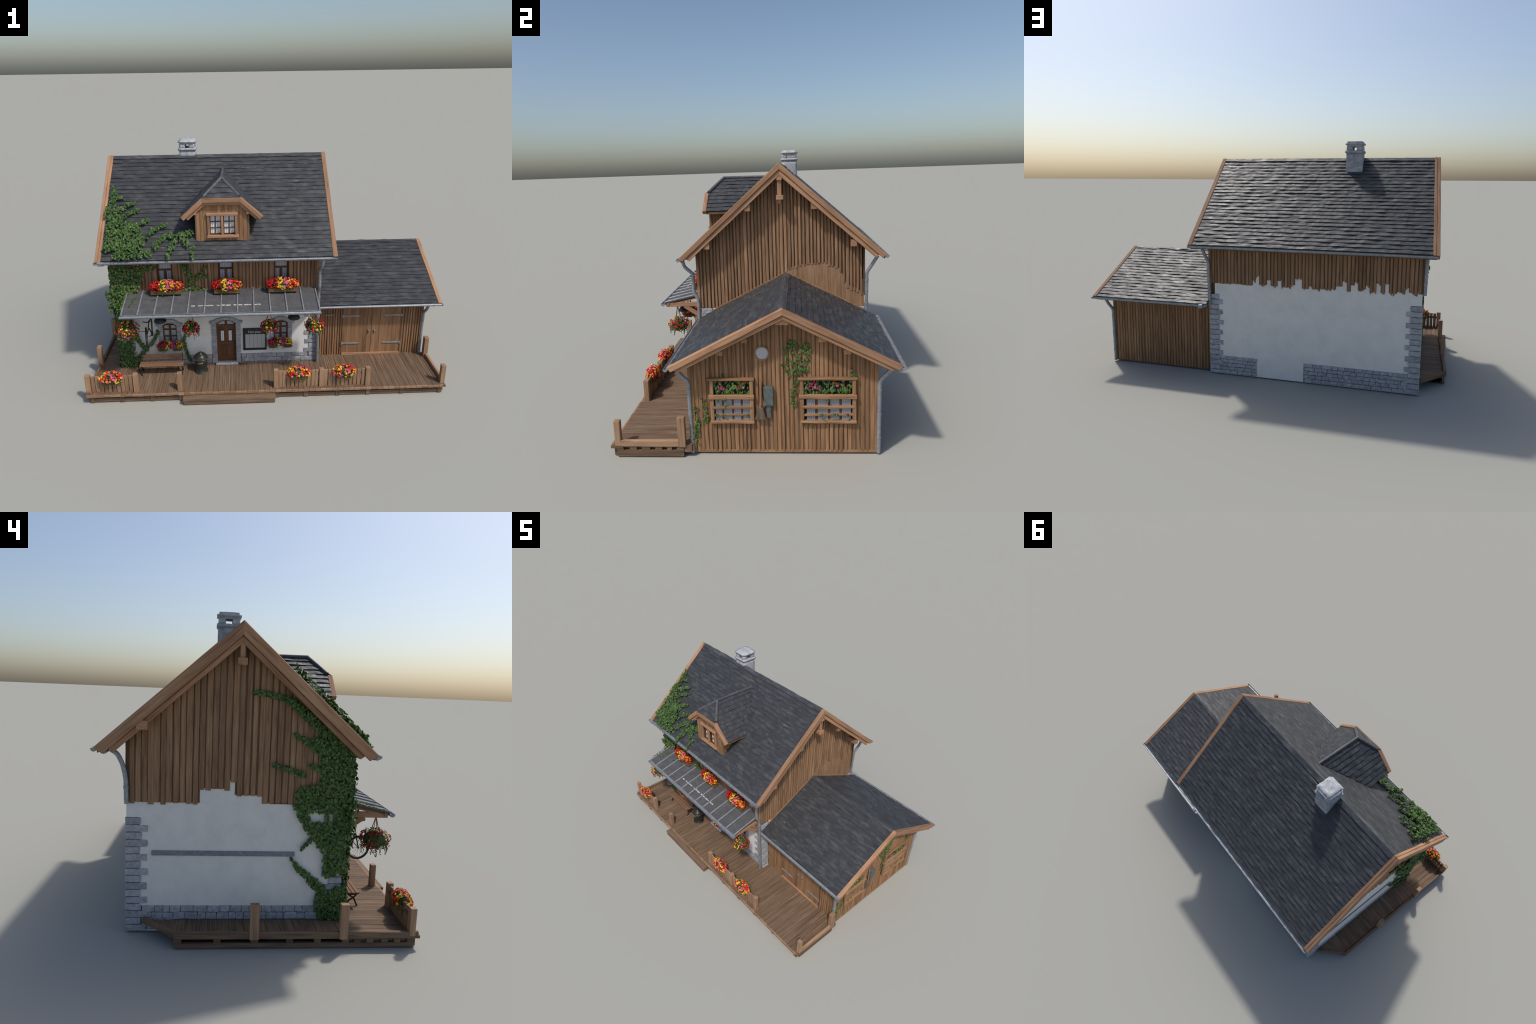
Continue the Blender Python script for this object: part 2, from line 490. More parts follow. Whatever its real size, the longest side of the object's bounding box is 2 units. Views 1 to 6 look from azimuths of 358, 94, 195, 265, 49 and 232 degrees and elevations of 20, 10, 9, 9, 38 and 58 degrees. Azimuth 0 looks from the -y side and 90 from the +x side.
plinth = MB().box((.016, HY1 - .01, .006), (HX1 - .02, HY1 + .0008, .108)).box((HX0 + .02, HY1 - .01, .006), (-.252, HY1 + .0008, .110)) \
             .box((HX0 - .0008, HY0 + .04, .01), (HX0 + .01, HY1 - .02, .110)).box((HX0 + .05, HY0 - .0008, DZ), (-.315, HY0 + .01, .112)) \
             .box((-.165, HY0 - .0008, DZ), (HX1 - .03, HY0 + .01, .112)).obj("plinth", house, MORTAR)
brick_run(plinth, "y", .010, HX1 - .055, .006, .109, 5, HY1, 1)
brick_run(plinth, "y", HX0 + .055, -.250, .006, .111, 5, HY1, 1)
brick_run(plinth, "x", HY0 + .06, HY1 - .06, .053, .112, 2, HX0, -1)
brick_run(plinth, "x", .34, HY1 - .06, .010, .060, 2, HX0, -1)
brick_run(plinth, "y", -.760, -.332, .056, .113, 2, HY0, -1)
brick_run(plinth, "y", -.158, HX1 - .055, .056, .113, 2, HY0, -1)
MB().box((HX0 - .006, -.130, .3175), (HX0 + .004, .434, .337)).obj("wall_ledge", house, RAIL, bevel=.003)

# ------------------------------------------------------------------ upper timber storey
UX0, UX1, UY0, UY1 = HX0 - .001, .279, HY0 - .007, HY1 + .002
soff = lambda y: roof_z(y) - .034
sec = [(UY0, .50), (UY1, .50), (UY1, soff(UY1)), (RY, soff(RY)), (UY0, soff(UY0))]
sec[0], sec[1], sec[2] = (UY0, .4605), (UY1 - .012, .4605), (UY1 - .012, soff(UY1))
upper = MB().prism(sec, FX, UX0 + .0235, UX1 - .0015).obj("upper_wall", house, BACKING)
MB().box((HX0, -.02, .5302), (HX0 + .022, .262, .632)).obj("gable_plaster", house, PLASTER)
MB().box((HX0 + .004, HY1 - .022, .5302), (HX1 - .012, HY1, .60)).obj("rear_plaster", house, PLASTER)
# left backing follows the ragged lower edge
def left_low(y):
    if .252 < y: return .526
    if .141 < y: return .584
    if .117 < y: return .617
    if .010 < y: return .560
    return .530
def stair_wall(x0, x1):
    mb = MB()
    ys = [UY0, .010, .117, .141, .252, UY1]
    for a, b in zip(ys, ys[1:]):
        lo = left_low((a + b) / 2) + .004
        poly = [(a, lo), (b, lo), (b, soff(b))] + ([(RY, soff(RY))] if a < RY < b else []) + [(a, soff(a))]
        mb.prism(poly, FX, x0, x1)
    return mb
stair_wall(UX0 - .0005, UX0 + .02).obj("gable_backing", house, BACKING)

def cut_openings(o, polys, depth, y):
    """Cut openings (polygons in x-z) into a wall that faces -y."""
    tmp = []
    for p in polys:
        c = MB().prism(p, FY, y - .05, y + depth).obj("cutter", None, PLASTER)
        m = o.modifiers.new("opening", "BOOLEAN"); m.object = c; m.operation = "DIFFERENCE"; m.solver = "EXACT"
        tmp.append(c)
    dg = bpy.context.evaluated_depsgraph_get(); dg.update()
    me = bpy.data.meshes.new_from_object(o.evaluated_get(dg))
    o.modifiers.clear(); o.data = me
    for c in tmp:
        bpy.data.objects.remove(c)

def battens_x(parent, x, out, y0, y1, pitch, width, proud, low, high, mat, name="batten", var=.35):
    """Vertical battens on a wall facing +-x."""
    y = y0 + pitch * .5
    while y < y1 - pitch * .3:
        w = width * rng.uniform(1 - var * .5, 1 + var * .5); h = proud * rng.uniform(.75, 1.25)
        lo, zh = low(y), high(y)
        sl = (high(y + .001) - high(y - .001)) / .002
        if zh - lo > .015:
            if out > 0:
                timber(name, parent, mat, (x, y, lo), (x, y, zh), w, h, (out, 0, 0), shape=batten_shape(w, h), ch=0, wob=.0018, seg=9, ysh1=sl)
            else:
                timber(name, parent, mat, (x, y, lo), (x, y, zh), w, h, (out, 0, 0), shape=batten_shape(w, h), ch=0, wob=.0018, seg=9, ysh1=-sl)
        y += pitch * rng.uniform(.88, 1.12)

def battens_y(parent, y, out, x0, x1, pitch, width, proud, low, high, mat, name="batten", skip=(), var=.35):
    x = x0 + pitch * .5
    while x < x1 - pitch * .3:
        w = width * rng.uniform(1 - var * .5, 1 + var * .5); h = proud * rng.uniform(.75, 1.25)
        if not any(a < x < b for a, b in skip):
            timber(name, parent, mat, (x, y, low(x)), (x, y, high(x)), w, h, (0, out, 0), shape=batten_shape(w, h), ch=0, wob=.0018, seg=9)
        x += pitch * rng.uniform(.88, 1.12)

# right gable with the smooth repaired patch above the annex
arch = [(.134, .655), (.219, .686), (.327, .691), (.406, .656), (.434, .566), (.520, .516), (.54, .4625)]
def right_low(y):
    base = .4625 + rng.uniform(-.001, .002)
    if y < arch[0][0]: return base
    for (a, p), (b, q) in zip(arch, arch[1:]):
        if a <= y <= b:
            return p + (q - p) * (y - a) / (b - a) + rng.uniform(-.003, .006)
    return base
gsoff = lambda y: roof_z(y) - .036
battens_x(upper, UX1 - .001, 1, UY0, UY1, .0188, .0138, .0056, right_low, gsoff, GABLE, var=.6)
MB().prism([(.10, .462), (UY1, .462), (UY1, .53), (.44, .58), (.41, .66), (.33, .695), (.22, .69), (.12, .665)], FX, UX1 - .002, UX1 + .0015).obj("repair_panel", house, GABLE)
battens_x(upper, UX0 - .0005, -1, UY0, UY1, .0245, .0215, .0042, lambda y: left_low(y) + rng.uniform(-.006, .004), gsoff, GABLE, var=.3)
fz = soff(UY0) + .004
battens_y(upper, UY0 + .0005, -1, UX0, UX1, .0190, .0150, .0048, lambda x: .515, lambda x: fz, GABLE,
          skip=((-.622, -.518), (-.286, -.184), (.022, .122)))
rear = empty("rear_boarding", house)
ragged = lambda x: (.521 + rng.uniform(-.004, .004)) if x > .045 else .521 + rng.choice((0, 0, 0, .006, .014, .024, .034, .05, .004))
def rear_boards():
    """Rear boarding: flat boards with round battens, torn off at uneven heights over the plaster."""
    x = UX0 + .004
    hi = soff(UY1) + .004
    while x < UX1 - .006:
        p = .0190 * rng.uniform(.8, 1.25); lo = ragged(x)
        timber("rear_board", rear, BACKING, (x + p / 2, UY1 - .0015, lo + rng.uniform(.0, .006)), (x + p / 2, UY1 - .0015, hi), p + .0006, .004, (0, 1, 0), ch=0, seg=1)
        w = p * rng.uniform(.68, .84)
        timber("batten", rear, GABLE, (x + p / 2, UY1, lo), (x + p / 2, UY1, hi), w, .0048, (0, 1, 0), shape=batten_shape(w, .0048 * rng.uniform(.7, 1.2)), ch=0, wob=.0014, seg=7, ysh0=rng.choice((0, 0, -1.3, 1.3, .6)) if x < .045 else 0)
        x += p
rear_boards()

timber("corner_post", upper, GABLE, (UX1 - .006, UY0 - .009, .462), (UX1 - .006, UY0 - .009, gsoff(UY0) - .006), .017, .016, (0, -1, 0), ch=.002, wob=.001, seg=6)
# ------------------------------------------------------------------ annex
asec = [(AY0, .004), (AY1, .004), (AY1, aroof_z(AY1) - .024), (AR_Y, AR_Z - .024), (AY0, aroof_z(AY0) - .024)]
annex = MB().prism(asec, FX, HX1 - .002, AX1).obj("annex_wall", house, BACKING)
agsoff = lambda y: aroof_z(y) - .026
WIN1, WIN2 = (-.188, .000), (.185, .420)
def ann_hi(y): return agsoff(y)
# gable battens: stop above and below the two windows
def gable_battens():
    y = AY0 + .009
    while y < AY1 - .004:
        w = .0138 * rng.uniform(.72, 1.25); h = .0050 * rng.uniform(.55, 1.3)
        sl = ARS if y < AR_Y else -ARS
        spans = [(.012, agsoff(y), sl)]
        for a, b in (WIN1, WIN2):
            if a - .004 < y < b + .004:
                spans = [(.012, .142, 0), (.334, agsoff(y), sl)]
        if abs(y - .037) < .026:
            r = math.sqrt(.026 ** 2 - (y - .037) ** 2)
            spans = [(.012, .443 - r, 0), (.443 + r, agsoff(y), sl)]
        for a, b, s in spans:
            timber("batten", annex, CLAD, (AX1 - .001, y, a), (AX1 - .001, y, b), w, h, (1, 0, 0), shape=batten_shape(w, h), ch=0, wob=.0018, seg=8, ysh1=s)
        y += .0186 * rng.uniform(.86, 1.14)
gable_battens()
battens_y(annex, AY0 + .001, -1, HX1 + .008, .440, .0150, .0105, .0055, lambda x: DZ, lambda x: .405, CLAD)
battens_y(annex, AY0 + .001, -1, .792, AX1, .0150, .0105, .0055, lambda x: DZ, lambda x: .405, CLAD)
battens_y(annex, AY1 - .001, 1, HX1 + .004, AX1, .0188, .0140, .0052, lambda x: .010, lambda x: .415, CLAD)
for yy in (AY0 + .001, AY1 - .001):
    box("corner_post", annex, CLAD, (AX1 - .010, yy - .008, .006), (AX1 + .004, yy + .008, aroof_z(yy) - .022))
box("sill_board", annex, CLAD, (AX1 - .006, AY0, .004), (AX1 + .0025, AY1, .016))

# barn doors on the platform side
doors = empty("barn_door", house)
for x0, x1 in ((.443, .6135), (.6155, .787)):
    n = 7
    for i in range(n):
        a, b = x0 + (x1 - x0) * i / n, x0 + (x1 - x0) * (i + 1) / n
        box("door_board", doors, BARN, (a + .0002, AY0 - .006 + rng.uniform(-.0006, .0006), .066), (b - .0002, AY0 + .004, .378), .0008)
for x in (.441, .789):
    box("jamb", doors, BACKING, (x - .003, AY0 - .0075, .062), (x + .003, AY0 + .004, .395))
box("threshold", doors, TRIM, (.440, AY0 - .014, .0525), (.792, AY0 + .002, .066))
box("lintel", doors, BARN, (.440, AY0 - .007, .378), (.792, AY0 + .004, .402))
for x, s in ((.440, 1), (.788, -1)):
    for z in (.313, .130):
        xs = sorted((x, x + s * .103))
        box("strap_hinge", doors, HINGE, (xs[0], AY0 - .010, z - .0045), (xs[1], AY0 - .005, z + .0045))
        box("hinge_knuckle", doors, HINGE, (x - .004, AY0 - .012, z - .009), (x + .004, AY0 - .004, z + .009))
box("strap_hinge", doors, HINGE, (.334, AY0 - .0115, .320), (.384, AY0 - .006, .327))
for x in (.598, .633):
    MB().lathe([(.001, -.010), (.0045, -.008), (.003, 0), (.005, .005), (.0035, .009), (.001, .011)], (x, AY0 - .011, .211), 10).obj("door_knob", doors, HINGE)

# annex gable windows: slatted frames with a flower trough
def curtain_sheet(name, parent, axis, plane, u0, u1, z0, z1, mat, amp=.0016, per=.011):
    n = max(10, int((u1 - u0) / .002))
    vs = []
    for i in range(n + 1):
        u = u0 + (u1 - u0) * i / n
        d = plane + amp * math.sin(u * 2 * math.pi / per + 2 * math.sin(u * 40))
        for z in (z0, z1):
            vs.append((d, u, z) if axis == "x" else (u, d, z))
    o = MB().add(vs, [(2 * i, 2 * i + 2, 2 * i + 3, 2 * i + 1) for i in range(n)], 0, True).obj(name, parent, mat)
    return o

# flowers / leaves --------------------------------------------------------------
def leaf_add(mb, p, nrm, tip, size, mi, lobed=True):
    """One slightly folded leaf: nrm = facing, tip = direction of its point."""
    nrm = nrm.normalized(); t = (tip - nrm * tip.dot(nrm))
    if t.length < 1e-5: t = nrm.orthogonal()
    t.normalize(); s = nrm.cross(t)
    if lobed:
        out = [(-.45, .0), (-.30, .46), (.08, .38), (.22, .52), (.34, .26), (.70, .0), (.34, -.26), (.22, -.52), (.08, -.38), (-.30, -.46)]
    else:
        out = [(-.5, 0), (-.2, .26), (.2, .24), (.55, 0), (.2, -.24), (-.2, -.26)]
    k = size
    vs = [p + nrm * (.10 * k)]
    for a, b in out:
        vs.append(p + t * (a * k) + s * (b * k) - nrm * (abs(b) * .35 * k + max(a, 0) * .22 * k))
    n = len(out)
    mb.add(vs, [(0, i + 1, (i + 1) % n + 1) for i in range(n)], mi, False)

def bloom_add(mb, p, nrm, size, mi):
    nrm = nrm.normalized(); t = nrm.orthogonal().normalized(); s = nrm.cross(t)
    a0 = rng.uniform(0, 6.28)
    vs = [p - nrm * (.15 * size)]
    for i in range(10):
        r = size * (.60 if i % 2 == 0 else .42); a = a0 + i * math.pi / 5
        vs.append(p + (t * math.cos(a) + s * math.sin(a)) * r + nrm * (.18 * size if i % 2 == 0 else .05 * size))
    vs.append(p + nrm * (.34 * size))
    fs = [(0, (i + 1) % 10 + 1, i + 1) for i in range(10)] + [(11, i + 1, (i + 1) % 10 + 1) for i in range(10)]
    mb.add(vs, fs, mi, False)

def rvec(r=1.0):
    while True:
        v = Vector((rng.uniform(-1, 1), rng.uniform(-1, 1), rng.uniform(-1, 1)))
        if .05 < v.length < 1: return v.normalized() * r

def flower_mass(parent, c, rad, n, colour, nleaf, size=.0085, low=-.35, leaf=.010, droop=0, droop_r=1.0, front=None):
    """Dome of blooms over foliage on an ellipsoid; colour(u) picks a petal by unit direction."""
    c = Vector(c)
    fb, lb = MB(), MB()
    k = 0
    while k < n:
        d = rvec()
        if d.z < low or (front is not None and d.y > front): continue
        q = rng.uniform(.86, 1.06)
        p = c + Vector((d.x * rad[0], d.y * rad[1], d.z * rad[2])) * q
        nn = Vector((d.x / rad[0], d.y / rad[1], d.z / rad[2])).normalized() + rvec(.45)
        mi = colour(d)
        if mi is None:
            leaf_add(lb, p, nn, Vector((0, 0, -1)) + rvec(.8), leaf * rng.uniform(.7, 1.2), rng.randrange(3), False)
        else:
            bloom_add(fb, p, nn, size * rng.uniform(.8, 1.25), mi)
        k += 1
    for _ in range(nleaf):
        d = rvec()
        if rng.random() < .65: d.z = -abs(d.z) * .9
        q = rng.uniform(.62, 1.0)
        p = c + Vector((d.x * rad[0], d.y * rad[1], d.z * rad[2])) * q
        leaf_add(lb, p, d + rvec(.6), Vector((0, 0, -.8)) + rvec(.8), leaf * rng.uniform(.7, 1.3), rng.randrange(3), False)
    for _ in range(droop):
        a = rng.uniform(0, 6.28)
        if front is not None: a = rng.uniform(math.pi, 2 * math.pi)
        d = Vector((math.cos(a), math.sin(a), 0))
        p = c + Vector((d.x * rad[0] * .8, d.y * rad[1] * .8, -rad[2] * .5))
        ln = rng.uniform(.015, .040) * droop_r
        for i in range(int(ln / .0035)):
            leaf_add(lb, p + rvec(.0025), d + rvec(.6), Vector((0, 0, -1)) + rvec(.6), leaf * rng.uniform(.5, .85), rng.randrange(3), False)
            p = p + Vector((d.x * .0006, d.y * .0006, -.0035))
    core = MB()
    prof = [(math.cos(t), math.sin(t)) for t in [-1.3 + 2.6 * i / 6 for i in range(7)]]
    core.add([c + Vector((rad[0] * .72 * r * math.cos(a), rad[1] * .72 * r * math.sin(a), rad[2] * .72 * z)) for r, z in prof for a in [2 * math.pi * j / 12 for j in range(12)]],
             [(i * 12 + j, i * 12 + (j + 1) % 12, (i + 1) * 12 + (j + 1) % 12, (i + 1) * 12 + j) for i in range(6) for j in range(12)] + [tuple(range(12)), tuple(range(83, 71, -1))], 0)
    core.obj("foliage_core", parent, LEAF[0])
    if fb.v: fb.obj("flowers", parent, *BLOOM, fix=False, kind="stuff")
    lb.obj("foliage", parent, *GREENS, fix=False, kind="stuff")

def slat_window(y0, y1):
    w = empty("slatted_window", house)
    x = AX1 + .004
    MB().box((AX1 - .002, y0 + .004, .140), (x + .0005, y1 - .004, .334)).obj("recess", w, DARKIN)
    timber("rail", w, CLAD, (x + .006, y0 - .004, .335), (x + .006, y1 + .002, .335), .020, .011, ch=.003, wob=.0012, seg=8)
    timber("rail", w, CLAD, (x + .008, y0, .2585), (x + .008, y1, .2585), .018, .0175, ch=.003, wob=.0022, seg=10)
    timber("rail", w, CLAD, (x + .006, y0 + .012, .212), (x + .006, y1 - .008, .212), .014, .0110, ch=.002, wob=.0020, seg=10)
    timber("rail", w, CLAD, (x + .004, y0 + .018, .178), (x + .004, y1 - .01, .178), .012, .0085, ch=.002, wob=.0018, seg=10)
    timber("rail", w, CLAD, (x + .007, y0 + .004, .148), (x + .007, y1 - .002, .148), .018, .0125, ch=.003, wob=.0026, seg=10)
    for y, a, b in ((y0 + .012, .142, .335), (y1 - .010, .142, .335)):
        timber("stile", w, CLAD, (x + .004, y, a), (x + .004, y, b), .016, .016, (1, 0, 0), ch=.002, wob=.0012, seg=6)
    for f in (.30, .52, .72):
        y = y0 + (y1 - y0) * f
        box("glazing_bar", w, DOORWOOD, (x, y - .003, .150), (x + .0025, y + .003, .25))
    for f, g in ((.13, .28), (.32, .50), (.54, .70), (.74, .90)):
        curtain_sheet("curtain", w, "x", x + .0024, y0 + (y1 - y0) * f, y0 + (y1 - y0) * g, .152, .25, ACURT, .0012, .007)
    tr = empty("flower_trough", w)
    fb, lb = MB(), MB()
    for i in range(int((y1 - y0) * 430)):
        p = Vector((x + rng.uniform(.001, .007), rng.uniform(y0 + .016, y1 - .018), rng.uniform(.268, .328)))
        leaf_add(lb, p, Vector((1, 0, .3)) + rvec(.6), Vector((0, rng.uniform(-.6, .6), rng.choice((1, -1)))), rng.uniform(.012, .028), rng.choice((0, 1, 1, 2, 2)), False)
    for i in range(int((y1 - y0) * 95)):
        yy = y0 + (y1 - y0) * rng.choice((.25, .3, .2, .72, .8, .65)) + rng.uniform(-.012, .012)
        p = Vector((x + rng.uniform(.005, .010), yy, rng.uniform(.290, .328)))
        bloom_add(fb, p, Vector((1, 0, .3)) + rvec(.5), rng.uniform(.006, .010), (5 if yy < (y0 + y1) / 2 else rng.choice((0, 4))))
    for i in range(9):      # trailing bits over the lower slats
        yy = rng.uniform(y0 + .02, y1 - .02); zz = rng.choice((.262, .252, .222, .185, .158))
        for j in range(5):
            leaf_add(lb, Vector((x + rng.uniform(.012, .018), yy + rng.uniform(-.006, .006), zz - j * .003)), Vector((1, 0, .2)) + rvec(.6), Vector((0, 0, -1)) + rvec(.7), rng.uniform(.007, .012), rng.randrange(3), False)
    fb.obj("flowers", tr, *BLOOM, fix=False, kind="stuff"); lb.obj("foliage", tr, *GREENS, fix=False, kind="stuff")
slat_window(*WIN1); slat_window(*WIN2)

rw = empty("round_window", house)
def ring_x(r0, r1, x0, x1, c, n=32):
    mb = MB()
    vs = [(x, c[0] + r * math.cos(2 * math.pi * j / n), c[1] + r * math.sin(2 * math.pi * j / n)) for x, r in ((x0, r1), (x1, r1), (x1, r0), (x0, r0)) for j in range(n)]
    fs = [(k * n + j, k * n + (j + 1) % n, ((k + 1) % 4) * n + (j + 1) % n, ((k + 1) % 4) * n + j) for k in range(4) for j in range(n)]
    return mb.add(vs, fs)
ring_x(.0255, .0320, AX1 - .002, AX1 + .007, (.037, .443)).obj("round_frame", rw, CLAD, bevel=.001)
MB().prism([(.037 + .026 * math.cos(t), .443 + .026 * math.sin(t)) for t in [2 * math.pi * i / 32 for i in range(32)]], FX, AX1 - .001, AX1 + .004).obj("round_pane", rw, plain("frosted_pane", (.40, .42, .44), .4, .5, .2, 0, 400))

box("meter_box", house, BOXM, (AX1, .040, .222), (AX1 + .021, .079, .303), .003)
box("meter_conduit", house, BOXM, (AX1, .050, .165), (AX1 + .014, .068, .220), .003)
broom = empty("broom", house)
timber("broom_stick", broom, CLAD, (AX1 + .017, .024, .205), (AX1 + .012, .030, .325), .009, .007, (1, 0, 0), ch=.002, wob=.0012, seg=6)
MB().prism([(.002, .162), (.048, .162), (.037, .214), (.014, .214)], FX, AX1 + .008, AX1 + .024).obj("broom_head", broom, wood("broom_straw", (.07, .05, .035), (.13, .095, .065), (.18, .135, .10), axis=2), bevel=.002)
timber("broom_stick", broom, CLAD, (AX1 + .009, .040, .212), (AX1 + .008, .030, .262), .006, .006, (1, 0, 0), ch=.001, wob=.001, seg=4)

# ------------------------------------------------------------------ roofs
def course(parent, A, B, C, D, n, thick=.0035, cell=.006, amp=.0006, seed=0, mat=SLATE, name="slate_course"):
    """One course of slates: A-B lower edge, D-C upper edge, n outward.
    Each slate along the course gets its own slight tilt."""
    A, B, C, D, n = (Vector(q) for q in (A, B, C, D, n))
    L = max((B - A).length, (C - D).length)
    nx = max(4, int(L / cell)); ny = 4
    r = random.Random(seed)
    cuts, x = [], -r.uniform(0, .05)
    while x < L:
        w = r.uniform(.030, .072)
        cuts.append((x, x + w, r.choice((0, 0, 1)) * r.uniform(-.03, .03), r.uniform(-.0005, .0006), r.uniform(-.0005, .0005)))
        x += w
    ci = 0
    vs, lip = [], []
    for i in range(nx + 1):
        u = i / nx; x = u * L
        while ci < len(cuts) - 1 and x > cuts[ci][1]: ci += 1
        a, b, roll, lift, edge = cuts[ci]
        for j in range(ny + 1):
            v = j / ny
            p = (A * (1 - u) + B * u) * (1 - v) + (D * (1 - u) + C * u) * v
            dn = (C + D - A - B).normalized()
            h = thick * (1 - v) + (roll * (x - (a + b) / 2) + lift) * (1 - .8 * v)
            q = Vector((x * 26 + seed * 3.7, v * .9 + seed * 1.3, seed * 2.1))
            h += amp * (noise.noise(q) + .6 * noise.noise(q * 2.3)) * 1.5
            q = Vector((x * 17 + seed * 5.1, v * 1.3 + seed * .7, 9.0))
            h += .0034 * noise.noise(q) * (1 - v) + .0007 * noise.noise(q * 2.1)
            p = p + n * max(h, .0004 - thick * .2)
            if j == 0: p = p - dn * (edge + .0012 * noise.noise(Vector((x * 60, seed, 5))))
            vs.append(p)
        lip.append(vs[-ny - 1] - n * (thick + .0042))
    m = ny + 1
    fs = [(i * m + j, (i + 1) * m + j, (i + 1) * m + j + 1, i * m + j + 1) for i in range(nx) for j in range(ny)]
    mb = MB().add(vs, fs, 0, True)
    top = [vs[i * m] for i in range(nx + 1)]
    k = nx + 1
    mb.add(top + lip, [(i, k + i, k + i + 1, i + 1) for i in range(nx)], 0, False)
    for s in (0, nx):   # end faces
        col = vs[s * m:(s + 1) * m]; low = [q - n * .006 for q in col]
        mb.add(col + low, [(j, j + 1, m + j + 1, m + j) for j in range(ny)], 0, False)
    return mb.obj(name, parent, mat, fix=False)

# house roof: timber deck under slate courses
def gable_roof(name, x0, x1, ridge, z_r, e0, e1, z_e, depth, slope):
    d0, d1 = .0042, .0042 + depth
    up = [(e0, z_e - d0), (ridge, z_r - d0), (e1, z_e - d0)]
    lo = [(e1, z_e - d1), (ridge, z_r - d1), (e0, z_e - d1)]
    return MB().prism(up + lo, FX, x0, x1).obj(name, house, ROOFUNDER)
roof = gable_roof("house_roof", -.904, .352, RY, RZ, EY0 + .004, EY1 - .004, EZ, .022, RS)
NC = 26
def courses(parent, x0, x1, ridge, z_r, e, z_e, n, sgn, seed, drop=.0030):
    nrm = Vector((0, sgn * (z_r - z_e), abs(ridge - e))).normalized()
    for i in range(n):
        t0, t1 = i / n, min((i + 1.12) / n, 1.0)
        ya, za = e + (ridge - e) * t0, z_e + (z_r - z_e) * t0 - drop
        yb, zb = e + (ridge - e) * t1, z_e + (z_r - z_e) * t1 - drop
        if sgn < 0: q = [(x0, ya, za), (x1, ya, za), (x1, yb, zb), (x0, yb, zb)]
        else: q = [(x1, ya, za), (x0, ya, za), (x0, yb, zb), (x1, yb, zb)]
        course(parent, *q, nrm, seed=seed + i)
courses(roof, -.8865, .3395, RY, RZ, EY0, EZ, NC, -1, 10)
courses(roof, -.8865, .3395, RY, RZ, EY1, EZ, NC, 1, 60)
def ridge_cap(parent, x0, x1, y, z, s, w, seed):
    for sgn in (-1, 1):
        n = Vector((0, sgn * s, 1)).normalized()
        a, b = (y + sgn * w, z - s * w), (y, z)
        q = [(x0, *a), (x1, *a), (x1, *b), (x0, *b)]
        if sgn > 0: q = [q[1], q[0], q[3], q[2]]
        course(parent, *q, n, thick=.003, seed=seed + sgn, mat=RIDGEM, name="ridge_cap", amp=.0006)
ridge_cap(roof, -.8865, .3395, RY, RZ - .0002, RS, .020, 201)

aroof = gable_roof("annex_roof", UX1 + .002, .974, AR_Y, AR_Z, AE_Y0 + .004, AE_Y1 - .004, AE_Z, .018, ARS)
courses(aroof, UX1 + .006, .9725, AR_Y, AR_Z, AE_Y0, AE_Z, 19, -1, 110)
courses(aroof, UX1 + .006, .9725, AR_Y, AR_Z, AE_Y1, AE_Z, 19, 1, 140)
ridge_cap(aroof, UX1 + .006, .9725, AR_Y, AR_Z - .0002, ARS, .016, 211)
for y0, y1 in ((AE_Y0 + .01, AR_Y), (AE_Y1 - .06, AR_Y)):   # timber fillet along the gable above the annex roof
    timber("wall_fillet", aroof, CLAD, (UX1 + .009, y0 + .05 * (1 if y0 < y1 else 0), aroof_z(y0 + .05 * (1 if y0 < y1 else 0)) + .002), (UX1 + .009, y1, aroof_z(y1) + .002), .008, .008, ch=.001)

# bargeboards
def barge(name, x0, x1, ridge, z_r, e, z_e, h, drop, slope_s, mat=TRIM, wob=.0008):
    """Sloping board whose top edge runs from the eave (e, z_e) to the ridge."""
    p0, p1 = Vector(((x0 + x1) / 2, e, z_e)), Vector(((x0 + x1) / 2, ridge, z_r))
    d = (p1 - p0).normalized()
    n = Vector((0, -d.z, d.y)) if d.y > 0 else Vector((0, d.z, -d.y))
    k = -(drop + h / 2)
    s = abs(z_r - z_e) / abs(ridge - e)
    cut = s
    # plumb cut at the ridge: shift along the board by s * local z (and the drop)
    q0, q1 = p0 + n * k + d * 0.0, p1 + n * k + d * (k * s)
    return timber(name, house, mat, q0, q1, abs(x1 - x0), h, n, cut0=-.25, cut1=s, ch=.0025, wob=wob, seg=14)
for e in (EY0, EY1):
    ext = -.004 if e < 0 else .004
    ze = EZ - .0035
    barge("bargeboard", .3400, .3655, RY, RZ + .002, e + ext, ze + .0035, .026, 0, RS)
    barge("bargeboard", .3405, .3580, RY, RZ + .001, e - ext * 4, ze + .0208, .022, .0255, RS)
    barge("bargeboard", -.9185, -.9035, RY, RZ + .002, e + ext, ze + .002, .039, 0, RS)
    barge("bargeboard", -.9030, -.8870, RY, RZ + .003, e + ext, ze + .003, .034, 0, RS)
    barge("bargeboard", -.9060, -.8740, RY, RZ + .001, e - ext * 5, ze + .0228, .020, .0385, RS)
for e in (AE_Y0, AE_Y1):
    ext = -.003 if e < 0 else .003
    barge("bargeboard", .9730, .9965, AR_Y, AR_Z + .0025, e + ext, AE_Z + .002, .0245, 0, ARS)
    barge("bargeboard", .9640, .9900, AR_Y, AR_Z + .001, e - ext * 5, AE_Z + .0110, .016, .0240, ARS)
# eave boards under the slates
for y in (EY0 + .010, EY1 - .010):
    box("fascia_board", house, BACKING, (-.902, y - .004, EZ - .020), (.352, y + .004, EZ - .0050))
for y in (AE_Y0 + .008, AE_Y1 - .008):
    box("fascia_board", house, BACKING, (UX1 + .004, y - .004, AE_Z - .018), (.971, y + .004, AE_Z - .0040))

